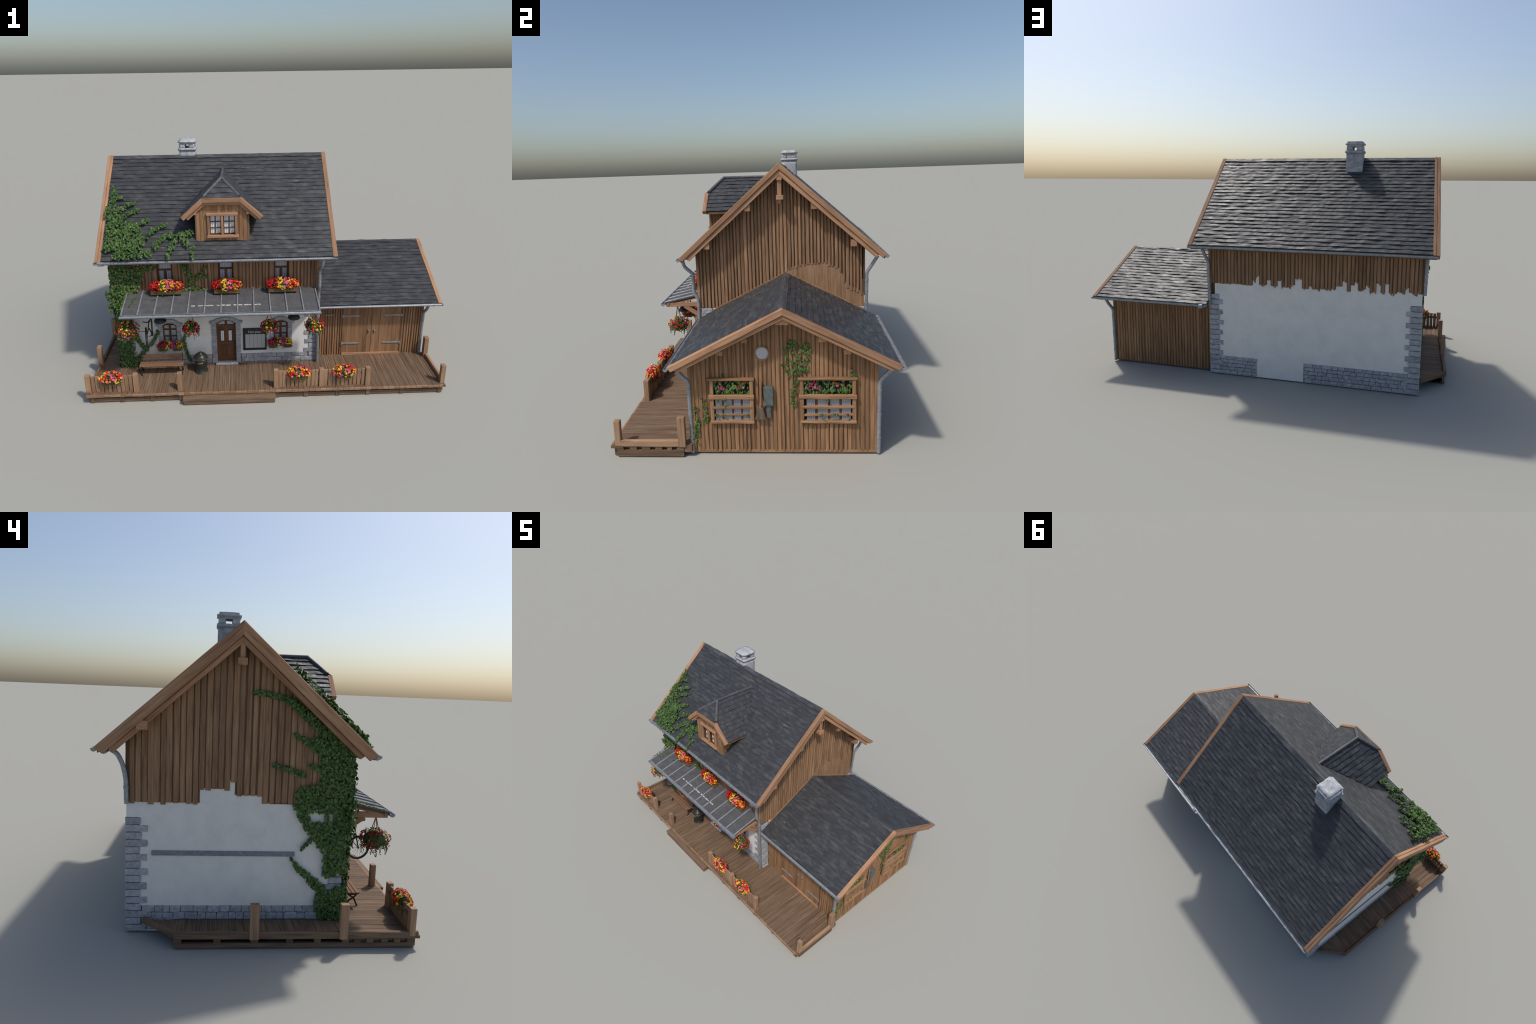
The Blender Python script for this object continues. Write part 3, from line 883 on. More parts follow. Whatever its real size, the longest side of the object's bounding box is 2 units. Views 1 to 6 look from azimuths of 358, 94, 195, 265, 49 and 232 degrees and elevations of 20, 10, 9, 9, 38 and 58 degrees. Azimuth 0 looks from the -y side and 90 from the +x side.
# purlin ends and king posts
for x0, x1, y, z, w in ((.256, .352, -.058, .993, .029), (.256, .352, -.274, .804, .028), (.256, .352, .277, .995, .029), (.256, .352, .474, .803, .029),
                        (-.913, -.846, .466, .826, .042)):
    box("purlin_end", house, TRIM, (x0, y - w / 2, z - .016), (x1, y + w / 2, z + .018), .002)
for x0, x1, y, z, w in ((AX1 - .01, .970, -.028, .512, .030), (AX1 - .01, .970, -.128, .460, .030), (AX1 - .01, .970, .281, .512, .034), (AX1 - .01, .970, .380, .461, .034)):
    box("purlin_end", house, TRIM, (x0, y - w * .42, z - .007), (x1, y + w * .42, z + .012), .002)
box("purlin_end", house, TRIM, (AX1 - .01, .099, .578), (.974, .151, .602), .003)
def king_post(x, x0, x1):
    k = empty("king_post", house)
    c = (x0 + x1) / 2
    timber("post", k, TRIM, (c, RY, 1.155), (c, RY, 1.050), .022, .020, (1, 0, 0), ch=.003)
    box("post_collar", k, TRIM, (c - .018, RY - .018, 1.031), (c + .018, RY + .018, 1.053), .002)
    MB().lathe([(.001, 1.008), (.007, 1.010), (.010, 1.018), (.009, 1.026), (.012, 1.032)], (c, RY, 0), 14).obj("pendant", k, TRIM)
    timber("ridge_beam", k, TRIM, (x, RY, 1.142), (x1, RY, 1.142), .026, .030, ch=.002)
king_post(.27, .318, .356)
def king_post_left():
    k = empty("king_post", house)
    timber("post", k, TRIM, (-.893, RY, 1.150), (-.893, RY, 1.080), .020, .018, (-1, 0, 0), ch=.003)
    box("post_collar", k, TRIM, (-.911, RY - .018, 1.057), (-.866, RY + .018, 1.083), .002)
    timber("ridge_beam", k, TRIM, (-.850, RY, 1.142), (-.890, RY, 1.142), .026, .030, ch=.002)
king_post_left()

# ------------------------------------------------------------------ dormer
dormer = empty("dormer", house)
DX, DF, DB0, DB1 = -.2445, -.333, -.3845, -.1045
DE0, DE1, DEZ, DRZ, DTZ = -.459, -.039, .958, 1.143, 1.053      # eaves, ridge, top of the half hip
DS = (DRZ - DEZ) / (DX - DE0)
def roof_y(z): return EY0 + (z - EZ) / RS
face = [(DB0, .800), (DB1, .800), (DB1, .975), (-.160, 1.024), (-.330, 1.024), (DB0, .975)]
dfront = MB().prism(face, FY, DF, DF + .034).obj("dormer_front", dormer, BACKING)
cut_openings(dfront, [[(-.316, .848), (-.172, .848), (-.172, .962), (-.316, .962)]], .024, DF)
for x in (DB0, DB1 - .012):
    MB().prism([(DF + .001, .800), (roof_y(.972) + .02, .972), (DF + .001, .972)], FX, x, x + .012).obj("dormer_cheek", dormer, BACKING)
def dormer_boards():
    x = DB0 + .010
    while x < DB1 - .004:
        hi = min(1.022, .970 + .9 * min(x - DB0, DB1 - x))
        w = .0192 * rng.uniform(.90, 1.06)
        spans = [(.808, hi)]
        if -.330 < x < -.160: spans = [(.806, .838), (.972, hi)]
        for a, b in spans:
            timber("board", dormer, CLAD, (x, DF + .0005, a), (x, DF + .0005, b), w, .004, (0, -1, 0), shape=batten_shape(w, .0024), ch=0, wob=.0010, seg=5)
        x += .0192
    for xc, s in ((DB0, -1), (DB1, 1)):
        y = DF + .008
        while y < roof_y(.955):
            lo = roof_z(y) - .004
            timber("board", dormer, CLAD, (xc, y, lo), (xc, y, .962), .017, .004, (s, 0, 0), shape=batten_shape(.0165, .0045), ch=0, wob=.001, seg=3)
            y += .0185
dormer_boards()
dw = empty("dormer_window", dormer)
WX0, WX1, WZ0, WZ1 = -.3265, -.1625, .838, .972
y = DF - .001
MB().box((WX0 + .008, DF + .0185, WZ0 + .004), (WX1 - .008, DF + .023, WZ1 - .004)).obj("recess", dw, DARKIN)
timber("head", dw, TRIM, (WX0 - .001, y - .006, .966), (WX1 + .002, y - .006, .966), .016, .016, ch=.002)
timber("sill", dw, TRIM, (WX0 + .001, y - .008, .845), (WX1 + .006, y - .008, .845), .020, .014, ch=.002)
for xx in (WX0 + .009, (WX0 + WX1) / 2, WX1 - .008):
    timber("stile", dw, TRIM, (xx, y - .005, .852), (xx, y - .005, .958), .013, .013, (0, -1, 0), ch=.0015)
for a, b in ((-.3105, -.2515), (-.2370, -.1780)):
    curtain_sheet("curtain", dw, "y", DF + .0125, a + .003, b - .003, .855, .955, CURTW, .0007, .010)
    for k in range(3):
        xx = a + (b - a) * k / 2
        box("glazing_bar", dw, DOORWOOD, (xx - .0026, DF + .0065, .852), (xx + .0026, DF + .0105, .958), .0006)
    for k in range(4):
        zz = .8545 + (.9555 - .8545) * k / 3
        box("glazing_bar", dw, DOORWOOD, (a, DF + .0070, zz - .0024), (b, DF + .0108, zz + .0024), .0006)
# dormer roof courses
def dormer_slopes():
    n = 9
    for sgn in (-1, 1):
        ex = DE0 if sgn < 0 else DE1
        nrm = Vector((sgn * (DRZ - DEZ), 0, abs(DX - ex))).normalized()
        def pt(t, end):
            x = ex + (DX - ex) * t; z = DEZ + (DRZ - DEZ) * t
            if end: yy = roof_y(z - .006)
            else:
                tt = (DTZ - DEZ) / (DRZ - DEZ)
                yy = -.340 if t <= tt else -.340 + (t - tt) / (1 - tt) * .082
            return Vector((x, yy, z - .0040))
        for i in range(n):
            a, b = i / n, min((i + 1.12) / n, 1)
            fa, fb_, ba, bb = pt(a, 0), pt(b, 0), pt(a, 1), pt(b, 1)
            q = [fa, ba, bb, fb_] if sgn > 0 else [ba, fa, fb_, bb]
            course(dormer, *q, nrm, thick=.0042, seed=300 + i + 20 * (sgn > 0), amp=.0007)
    # solid core below the slates
    mb = MB()
    yb = roof_y(DRZ)
    sec = [(DE0 + .003, DEZ - .010), (DX, DRZ - .010), (DE1 - .003, DEZ - .010), (DE1 - .003, DEZ - .022), (DX, DRZ - .024), (DE0 + .003, DEZ - .022)]
    tt = lambda x, z: -.338 if z < 1.04 else -.338 + (z - 1.04) / .1 * .084
    vs = [(x, tt(x, z), z) for x, z in sec] + [(x, roof_y(z) + .01, z) for x, z in sec]
    fs = [tuple(range(6)), tuple(range(11, 5, -1))] + [(i, i + 6, (i + 1) % 6 + 6, (i + 1) % 6) for i in range(6)]
    mb.add(vs, fs).obj("dormer_roof_deck", dormer, ROOFUNDER)
    # half hip
    a, b, tip = Vector((-.352, -.350, DTZ)), Vector((-.146, -.350, DTZ)), Vector((DX, -.256, DRZ))
    hn = (b - a).cross(tip - a).normalized()
    for i in range(4):
        s0, s1 = i / 4, min((i + 1.1) / 4, .985)
        course(dormer, a.lerp(tip, s0), b.lerp(tip, s0), b.lerp(tip, s1), a.lerp(tip, s1), hn, thick=.004, seed=350 + i, amp=.0006, cell=.004)
    MB().add([a - hn * .012, b - hn * .012, tip - hn * .012, a + Vector((0, .06, -.02)), b + Vector((0, .06, -.02))], [(0, 1, 2), (0, 2, 3), (1, 4, 2), (0, 3, 4, 1), (3, 2, 4)]).obj("half_hip_core", dormer, ROOFUNDER)
    for s in (-1, 1):
        st = Vector((-.338 if s < 0 else -.151, -.336, 1.060))
        MB().tube([st, st.lerp(tip, .5) + Vector((0, 0, .000)), tip + Vector((0, .002, -.001))], [.0100, .0096, .0092], 14).obj("hip_roll", dormer, ROLL)
    MB().tube([tip + Vector((0, -.002, .000)), (DX, (tip.y + yb) / 2, DRZ - .0012), (DX, yb + .004, DRZ - .003)], .0085, 14).obj("ridge_roll", dormer, ROLL)
    timber("valley_flashing", dormer, FLASH, (DE1 - .004, roof_y(DEZ) + .002, DEZ - .001), (DX + .004, roof_y(DRZ) + .004, DRZ - .001), .0024, .002, (0, -.6, 1), ch=0, wob=.0014, seg=30)
dormer_slopes()
for dy, h, dr, x_in, nm in ((-.348, .024, 0.0, 0.0, "dormer_barge"), (-.340, .016, .023, .012, "dormer_barge")):
    for s in (-1, 1):
        e = Vector((DX + s * (.2165 - x_in), dy, DEZ - .002 + x_in * DS)); t = Vector((DX + s * .1045, dy, DTZ + .003))
        d = (t - e).normalized(); n = Vector((d.z * -s * -1, 0, d.x * -s)); n = Vector((s * d.z, 0, -s * d.x))
        k = -(dr + h / 2)
        half = math.tan(math.atan(DS) / 2)
        timber(nm, dormer, TRIM, e + n * k, t + n * k + d * (k * half), .024 if dr == 0 else .020, h, n, cut1=half, ch=.002, wob=.0008, seg=5)
    w = .1045
    kz = -(dr + h / 2)
    half = math.tan(math.atan(DS) / 2)
    timber(nm, dormer, TRIM, (DX - w - kz * half, dy, DTZ + .003 + kz), (DX + w + kz * half, dy, DTZ + .003 + kz), .0245 if dr == 0 else .0205, h, (0, 0, 1), cut0=-half, cut1=half, ch=.002, wob=.0010, seg=6)
for x in (-.3835, -.1085):
    box("purlin_end", dormer, TRIM, (x - .007, DF - .018, .966), (x + .007, DF + .004, .986), .0015)

# ------------------------------------------------------------------ chimney
chim = empty("chimney", house)
def rough_box(name, a, b, bev=.003, amp=.0012, cuts=5):
    m = MB().box(a, b).mesh(name, [CHIM])
    bm = bmesh.new(); bm.from_mesh(m)
    bmesh.ops.bevel(bm, geom=list(bm.edges), offset=bev, segments=3, affect="EDGES")
    bmesh.ops.subdivide_edges(bm, edges=[e for e in bm.edges if e.calc_length() > .012], cuts=cuts, use_grid_fill=True)
    for v in bm.verts:
        v.co += noise.noise_vector(v.co * 60) * amp
    for f in bm.faces: f.smooth = True
    bm.to_mesh(m); bm.free()
    return link(bpy.data.objects.new(name, m), chim)
CX0, CX1, CY0, CY1 = -.500, -.408, .099, .195
rough_box("chimney_shaft", (CX0, CY0, 1.09), (CX1, CY1, 1.237), .0025, .0018)
rough_box("chimney_band", (CX0 - .006, CY0 - .006, 1.235), (CX1 + .006, CY1 + .006, 1.2505), .003)
for i in (0, 1):
    for j in (0, 1):
        x0 = CX0 + .001 if i == 0 else CX1 - .035; y0 = CY0 + .001 if j == 0 else CY1 - .033
        rough_box("chimney_pier", (x0, y0, 1.249), (x0 + .034, y0 + .032, 1.274), .002, .0006, 2)
rough_box("chimney_cap", (CX0 - .006, CY0 - .006, 1.2715), (CX1 + .006, CY1 + .006, 1.3005), .010, .0016)
for x in (CX0 - .003, CX1 + .003):
    box("chimney_flashing", chim, ROLL, (x - .004, CY0 - .002, 1.186), (x + .004, CY0 + .012, 1.203), .001)

# ------------------------------------------------------------------ gutters and downpipes
def gutter(x0, x1, y, z, r, parent, brackets=.12):
    """Half-round gutter with rolled front lip."""
    n = 12
    prof = [(-r, .001)] + [(-r * math.cos(math.pi * i / n), -r * math.sin(math.pi * i / n)) for i in range(n + 1)] + [(r, .001)]
    inner = [(p * .84, q * .62 - .0002) for p, q in reversed(prof)]
    ring = prof + inner
    k = len(ring); m = 24
    vs = []
    for i in range(m + 1):
        x = x0 + (x1 - x0) * i / m
        w = .0012 * noise.noise(Vector((x * 5, y * 9, 2)))
        vs += [(x, y + p, z + q + w) for p, q in ring]
    fs = [(i * k + j, i * k + (j + 1) % k, (i + 1) * k + (j + 1) % k, (i + 1) * k + j) for i in range(m) for j in range(k)]
    mb = MB().add(vs, fs, 0, True)
    for i in (0, m):
        half = vs[i * k:i * k + len(prof)]
        mb.add(half, [tuple(range(len(half)))], 0)
    o = mb.obj("gutter", parent, ZINC, fix=False)
    x = x0 + .05
    while x < x1:
        MB().tube([(x, y - r - .0012, z + .002)] + [(x, y - (r + .0014) * math.cos(math.pi * i / 6), z - (r + .0014) * math.sin(math.pi * i / 6)) for i in range(7)] + [(x, y + r + .0012, z + .002)], .0013, 5).obj("gutter_bracket", o, ZINC)
        x += brackets
    return o
gutter(-.922, .362, -.4235, .7375, .0115, house)
gutter(-.910, .362, .6375, .7375, .0115, house)
gutter(HX1 + .010, .997, -.3440, .4070, .0095, house)
gutter(HX1 - .004, .997, .5965, .4070, .0095, house)
MB().tube([(-.906, .602, .7275), (-.850, .602, .7275)], .0105, 12).obj("gutter_outlet", house, ZINC)
MB().tube([(-.902, -.4225, .731), (-.872, -.4225, .731)], .0115, 12).obj("gutter_outlet", house, ZINC)
MB().tube([(.300, .5965, .402), (.322, .5965, .398)], .0125, 12).obj("gutter_outlet", house, ZINC)
def pipe(path, r=.0085):
    sm = [Vector(path[0])]
    for a, b, c in zip(path, path[1:], path[2:]):
        a, b, c = Vector(a), Vector(b), Vector(c)
        u, w = (a - b), (c - b)
        k = min(.012, u.length * .45, w.length * .45)
        p, q = b + u.normalized() * k, b + w.normalized() * k
        sm += [p, (p + q + b * 2) / 4, q]
    sm.append(Vector(path[-1]))
    o = MB().tube(sm, r, 14).obj("downpipe", house, ZINC)
    for a, b in zip(path, path[1:]):
        a, b = Vector(a), Vector(b)
        if (b - a).length > .09 and abs((b - a).normalized().z) > .95:
            k = int((b - a).length / .13) + 1
            for i in range(k):
                p = a.lerp(b, (i + .35) / k)
                MB().tube([p + Vector((0, 0, .004)), p - Vector((0, 0, .004))], r + .0016, 14).obj("pipe_collar", o, ZINC)
pipe([(.290, -.418, .728), (.287, -.411, .690), (.281, -.367, .648), (.281, -.367, .545), (.281, -.345, .512), (.284, -.345, .054)], .0092)
pipe([(.298, .600, .728), (.296, .578, .692), (.285, .546, .640), (.281, .5425, .398)], .0090)
pipe([(-.866, .585, .7300), (-.866, .560, .715), (-.864, .541, .675), (-.862, .530, .621), (-.861, .528, .524)], .0090)
pipe([(.922, -.330, .400), (.921, -.311, .362), (.918, -.273, .322), (.916, -.2695, .004)], .0086)
pipe([(.922, .578, .400), (.921, .550, .362), (.917, .513, .320), (.914, .5095, .004)], .0086)

# ------------------------------------------------------------------ platform
deck = empty("platform", house)
PF, PBK = -.613, -.330
x = -.996; i = 0
while x < .930:
    w = .0308
    x1 = min(x + w, .9345)
    back = PBK if (x > HX0 - .01 and x < HX1) else -.266
    if x1 < HX0: back = -.330
    z = rng.uniform(-.0006, .0006)
    timber("deck_plank", deck, DECK, ((x + x1) / 2, PF + rng.uniform(-.0012, .0012), DZ - .0060 + z), ((x + x1) / 2, back, DZ - .0060 + z), x1 - x - .0008, .012, ch=.0008, wob=.0005, seg=8)
    g = 3
    for k in range(1, g):     # fine milled grooves read as narrow laths on every plank
        xx = x + (x1 - x) * k / g
        timber("deck_lath", deck, DECK, (xx, PF + .006, DZ + z - .0002), (xx, back, DZ + z - .0002), .0070, .0016, ch=.0006, wob=.0004, seg=6)
    box("sun_bright_edge_strip", deck, POSTW, (x + .0003, PF - .0022 + rng.uniform(-.0008, .0008), DZ - .0125 + z), (x1 - .0003, PF + .006, DZ + .0006 + z), .0012)  # paler wood strip modelled for sunlight catching the plank ends
    x = x1
y = -.329
while y < .335:
    z = rng.uniform(-.0006, .0006)
    timber("deck_plank", deck, DECK, (-.976, y + .0142, DZ - .0062 + z), (HX0 + .002, y + .0142, DZ - .0062 + z), .0281, .012, ch=.0008, wob=.0006, seg=6)
    y += .0284
MB().prism([(-.981, .3335), (HX0, .3335), (HX0, .462), (-.862, .462)], lambda u, v, d: (u, v, d), .040, .0515).obj("deck_wedge", deck, DECK)
# frame: bottom rail, blocks and dark slots
box("bottom_rail", deck, DECK, (-.976, -.600, .001), (.932, -.586, .0235), .0015)
for xx in (-.967, -.807, -.643, -.489, -.325, -.15, .030, .187, .361, .528, .713, .923):
    box("frame_block", deck, DECK, (xx - .0115, -.604, .0005), (xx + .0115, -.586, .0408), .0012)
    box("joist", deck, DECK, (xx - .008, -.586, .006), (xx + .008, -.34, .0405), .001)
box("bottom_rail", deck, DECK, (.931, -.588, .001), (.946, -.302, .0308), .0015)
for a, b in ((-.588, -.560), (-.534, -.503), (-.482, -.446), (-.424, -.395), (-.373, -.353), (-.333, -.302)):
    box("frame_block", deck, DECK, (.9315, a, .0305), (.9455, b, .0475), .001)
timber("edge_rail", deck, POSTW, (.9415, -.572, .0612), (.9415, -.322, .0612), .016, .0285, ch=.0025, wob=.0012, seg=8)
box("edge_post", deck, POSTW, (.925, -.594, .046), (.949, -.569, .161), .0022)
box("edge_post", deck, POSTW, (.925, -.324, .046), (.951, -.293, .177), .0022)
box("corner_board", deck, DECK, (.930, PF, .0402), (.950, -.560, .0522), .001)
box("corner_board", deck, DECK, (.898, -.300, .020), (.944, -.268, .0515), .001)
# left edge
box("bottom_rail", deck, DECK, (-.9880, -.594, .0005), (-.974, .334, .0205), .0015)
cuts = [-.594, -.568, -.540, -.515, -.490, -.464, -.432, -.405, -.382, -.356, -.336, -.308, -.225, -.199, -.117, -.090, .017, .046, .159, .187, .306, .334]
for a, b in zip(cuts[0::2], cuts[1::2]):
    box("frame_block", deck, DECK, (-.9875, a, .020), (-.9745, b, .0400), .001)
timber("edge_rail", deck, DECK, (-.9880, -.608, .0535), (-.9880, .334, .0535), .016, .028, ch=.0025, wob=.0012, seg=20)
timber("edge_rail", deck, DECK, (-.981, .328, .053), (-.857, .462, .053), .010, .026, ch=.002, wob=.001, seg=4)
box("edge_post", deck, POSTW, (-.9995, -.3275, .038), (-.975, -.2945, .178), .0025)
box("edge_post", deck, POSTW, (-.9995, .0165, .038), (-.976, .0515, .178), .0025)
# underside
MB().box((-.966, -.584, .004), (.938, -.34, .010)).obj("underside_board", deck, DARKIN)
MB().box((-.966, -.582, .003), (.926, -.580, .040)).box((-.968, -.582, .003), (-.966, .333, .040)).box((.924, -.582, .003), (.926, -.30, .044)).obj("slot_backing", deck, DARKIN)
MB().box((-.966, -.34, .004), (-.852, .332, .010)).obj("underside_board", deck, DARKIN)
# picket fences
for a in (-.9985, -.7430, -.5080, .0125, .2590, .5115):
    box("fence_post", deck, POSTW, (a, -.594, DZ - .002), (a + .0265, -.569, .161 + rng.uniform(-.002, .002)), .0022)
for x0, x1, n in ((-.970, -.745, 10), (.0385, .259, 10), (.285, .511, 10)):
    p = (x1 - x0) / n
    for k in range(n):
        a = x0 + p * k + rng.uniform(.0005, .0025); b = a + p * rng.uniform(.80, .90)
        box("fence_slat", deck, POSTW, (a, -.586, DZ), (b, -.577, .152 + rng.uniform(-.002, .002)), .0015)
    box("fence_rail", deck, DECK, (x0 - .004, -.5775, .118), (x1 + .004, -.572, .130), .001)
box("step", deck, DECK, (-.477, -.6495, .022), (.019, -.602, .0365), .002)
box("step_riser", deck, DECK, (-.474, -.6475, .0005), (.016, -.604, .0225), .002)

# ------------------------------------------------------------------ awning
awn = empty("awning", house)
AWX0, AWX1, AWF, AWB = -.784, .261, -.536, -.328
def awn_z(y): return .4885 + .222 * (y - AWF)
MB().prism([(AWF, awn_z(AWF)), (AWB, awn_z(AWB)), (AWB, awn_z(AWB) - .005), (AWF, awn_z(AWF) - .005)], FX, AWX0, AWX1).obj("awning_sheet", awn, AWN)
MB().prism([(AWF + .006, awn_z(AWF) - .0055), (AWB, awn_z(AWB) - .0055), (AWB, awn_z(AWB) - .014), (AWF + .006, awn_z(AWF) - .014)], FX, AWX0 + .004, AWX1 - .004).obj("awning_boards", awn, ROOFUNDER)
for k in range(13):
    xx = AWX0 + (AWX1 - AWX0) * k / 12
    xx = min(max(xx, AWX0 + .003), AWX1 - .003)
    timber("standing_seam", awn, RIBM, (xx, AWF + .002, awn_z(AWF) + .003), (xx, AWB, awn_z(AWB) + .003), .0075, .0085, ch=.0022, wob=.0005, seg=5)
    box("seam_clip", awn, RIBM, (xx - .005, AWF - .001, awn_z(AWF) - .001), (xx + .005, AWF + .006, awn_z(AWF) + .006), .0015)
gutter(AWX0 - .006, AWX1 + .006, -.5440, .4815, .0125, awn)
timber("front_lip", awn, RIBM, (AWX0, -.5335, .4855), (AWX1, -.5335, .4855), .006, .006, ch=.0015)
for xx in (-.772, -.43, -.03, .250):
    timber("awning_beam", awn, TRIM, (xx, -.528, .4755), (xx, AWB + .004, .4755), .016, .023, ch=.002, wob=.0008, seg=4)
    timber("awning_brace", awn, TRIM, (xx, -.428, .467), (xx, -.326, .398), .014, .024, ch=.002, wob=.0008, seg=3)
    timber("awning_rafter", awn, TRIM, (xx, AWF + .008, awn_z(AWF) - .014), (xx, AWB, awn_z(AWB) - .014), .014, .012, ch=.002)
    timber("wall_post", awn, TRIM, (xx, -.330, .360), (xx, -.330, .520), .014, .014, (0, -1, 0), ch=.002)
timber("front_purlin", awn, TRIM, (AWX0, -.518, .4780), (AWX1, -.518, .4780), .014, .014, ch=.002)
# faded hand-painted white band
mk = MB()
bx = -.420
for x0, x1, w in ((-.420, -.4005, .006), (-.384, -.312, .0036), (-.330, -.303, .0055), (-.284, -.270, .0045), (-.268, -.240, .006), (-.236, -.209, .006), (-.194, -.172, .0062), (-.170, -.148, .0062), (-.138, -.116, .0065), (-.114, -.101, .0045), (-.092, -.062, .0045), (-.060, -.050, .007)):
    n = 8
    vs = []
    for k in range(n + 1):
        xx = x0 + (x1 - x0) * k / n
        yc = -.478 + .0022 * noise.noise(Vector((xx * 55, 3, 1)))
        ww = w * (.58 + .5 * abs(noise.noise(Vector((xx * 90, 7, 2)))))
        for yy, dz in ((yc - ww, .0006), (yc + ww, .0006)):
            vs.append((xx, yy, awn_z(yy) + dz + .0010))
    nb = len(vs)
    vs += [(a, b, c - .0012) for a, b, c in vs]
    fs = [(2 * k, 2 * k + 2, 2 * k + 3, 2 * k + 1) for k in range(n)]
    fs += [(2 * k, nb + 2 * k, nb + 2 * k + 2, 2 * k + 2) for k in range(n)] + [(2 * k + 1, 2 * k + 3, nb + 2 * k + 3, nb + 2 * k + 1) for k in range(n)]
    mk.add(vs, fs)
mk.obj("faded_lettering", awn, FADED)

UPW = ((-.611, -.529), (-.275, -.195), (.032, .111))
cut_openings(upper, [[(a, .552), (b, .552), (b, .718), (a, .718)] for a, b in UPW], .036, UY0)
# lamps under the awning
for xx in (-.594, .131):
    lamp = empty("awning_lamp", awn)
    prof = [(.004, .030), (.012, .029), (.022, .022), (.030, .010), (.0335, .0), (.0325, -.0015), (.028, .006), (.018, .016), (.004, .022)]
    MB().lathe(prof, (xx, -.460, .409), 28).obj("lamp_shade", lamp, IRON)
    MB().lathe([(.001, -.012), (.008, -.010), (.0125, -.003), (.0130, .004), (.010, .012), (.006, .018)], (xx, -.460, .409), 18).obj("lamp_globe", lamp, GLOBE)
    MB().tube([(xx, -.460, .436), (xx, -.460, .470)], .003, 8).obj("lamp_stem", lamp, IRON)

# ------------------------------------------------------------------ openings of the ground floor
def arc(x0, x1, z_s, z_t, n=9):
    """Segmental arch from springing height z_s to crown z_t."""
    c = (x0 + x1) / 2; h = (x1 - x0) / 2; r = z_t - z_s
    R = (h * h + r * r) / (2 * r); a = math.asin(h / R)
    return [(c + R * math.sin(-a + 2 * a * i / n), z_t - R + R * math.cos(-a + 2 * a * i / n)) for i in range(n + 1)]

LOWW = ((-.611, -.529), (.030, .112))
cut_openings(walls, [[(a, .203), (b, .203)] + list(reversed(arc(a, b, .310, .328))) for a, b in LOWW] +
             [[(-.302, .054), (-.190, .054)] + list(reversed(arc(-.302, -.190, .318, .339)))], .032, HY0)
YW = HY0 + .021          # glazing plane set back in the openings
def stone_surround(parent, x0, x1, z0, z_s, z_t, w, rise, nj, cap):
    yb, yf = HY0 + .004, HY0 - .0075
    h = (z_s - z0) / nj
    for sx, xa in ((-1, x0), (1, x1)):
        for k in range(nj):
            a = sorted((xa, xa + sx * (w + rng.uniform(-.0015, .0015))))
            stone_block("jamb_stone", parent, (a[0], yf, z0 + k * h + .0005), (a[1], yb, z0 + (k + 1) * h - .0005), .0008, bev=.0014)
        a = sorted((xa - sx * .001, xa + sx * (w + .012)))
        stone_block("springer_stone", parent, (a[0], yf - .002, z_s), (a[1], yb, z_s + cap), .001, bev=.004)
    inn = arc(x0, x1, z_s + cap * .25, z_t, 5)
    outer = arc(x0 - w * .95, x1 + w * .95, z_s + cap * .9, z_t + rise, 5)
    for k in range(5):
        MB().prism([inn[k], inn[k + 1], outer[k + 1], outer[k]], FY, yb, yf - .0012).obj("arch_stone", parent, STONE, bevel=.0009)

def low_window(x0, x1, z0, z_s, z_t):
    w = empty("arched_window", house)
    pane = [(x0, z0), (x1, z0)] + list(reversed(arc(x0, x1, z_s, z_t)))
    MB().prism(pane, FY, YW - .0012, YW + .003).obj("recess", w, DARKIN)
    curtain_sheet("curtain", w, "y", YW - .0022, x0 + .003, x1 - .003, z0 + .004, z_s + .002, CURT, .0005, .006)
    fr = arc(x0, x1, z_s, z_t); fi = arc(x0 + .0075, x1 - .0075, z_s - .004, z_t - .008)
    for k in range(9):
        MB().prism([fr[k], fr[k + 1], fi[k + 1], fi[k]], FY, YW + .002, YW - .0052).obj("frame_head", w, DOORWOOD)
    for xx in (x0 + .0038, x1 - .0038):
        box("frame_stile", w, DOORWOOD, (xx - .0038, YW - .005, z0), (xx + .0038, YW + .002, z_s + .002), .0008)
    c = (x0 + x1) / 2
    box("frame_mullion", w, DOORWOOD, (c - .0065, YW - .0058, z0), (c + .0065, YW + .002, z_t - .006), .0008)
    for zz in (z0 + .005, z0 + .040, z0 + .083):
        box("frame_bar", w, DOORWOOD, (x0 + .003, YW - .0048, zz - .005), (x1 - .003, YW + .002, zz + .005), .0008)
    stone_surround(w, x0, x1, .180, z_s - .002, z_t, .024, .024, 4, .017)
low_window(-.611, -.529, .203, .310, .328)
low_window(.030, .112, .203, .310, .328)

door = empty("front_door", house)
d0, d1 = -.302, -.190
panel = [(d0, .066), (d1, .066)] + list(reversed(arc(d0, d1, .318, .339)))
YD = HY0 + .018
MB().prism(panel, FY, YD - .002, YD + .003).obj("door_leaf", door, DOORWOOD)
for xx in (d0 + .005, d1 - .005):
    box("door_stile", door, DOORWOOD, (xx - .005, YD - .0065, .066), (xx + .005, YD, .320), .001)
fr = arc(d0, d1, .318, .339); fi = arc(d0 + .006, d1 - .006, .316, .3345)
for k in range(9):
    MB().prism([fr[k], fr[k + 1], fi[k + 1], fi[k]], FY, YD, YD - .006).obj("door_head", door, DOORWOOD)
box("transom", door, DOORWOOD, (d0, YD - .0085, .297), (d1, YD, .309), .0012)
box("top_mullion", door, DOORWOOD, (-.2500, YD - .007, .309), (-.2405, YD, .334), .001)
for a, b in ((-.291, -.253), (-.239, -.201)):
    curtain_sheet("curtain", door, "y", YD - .0030, a, b, .3105, .3335, CURT, .0004, .006)
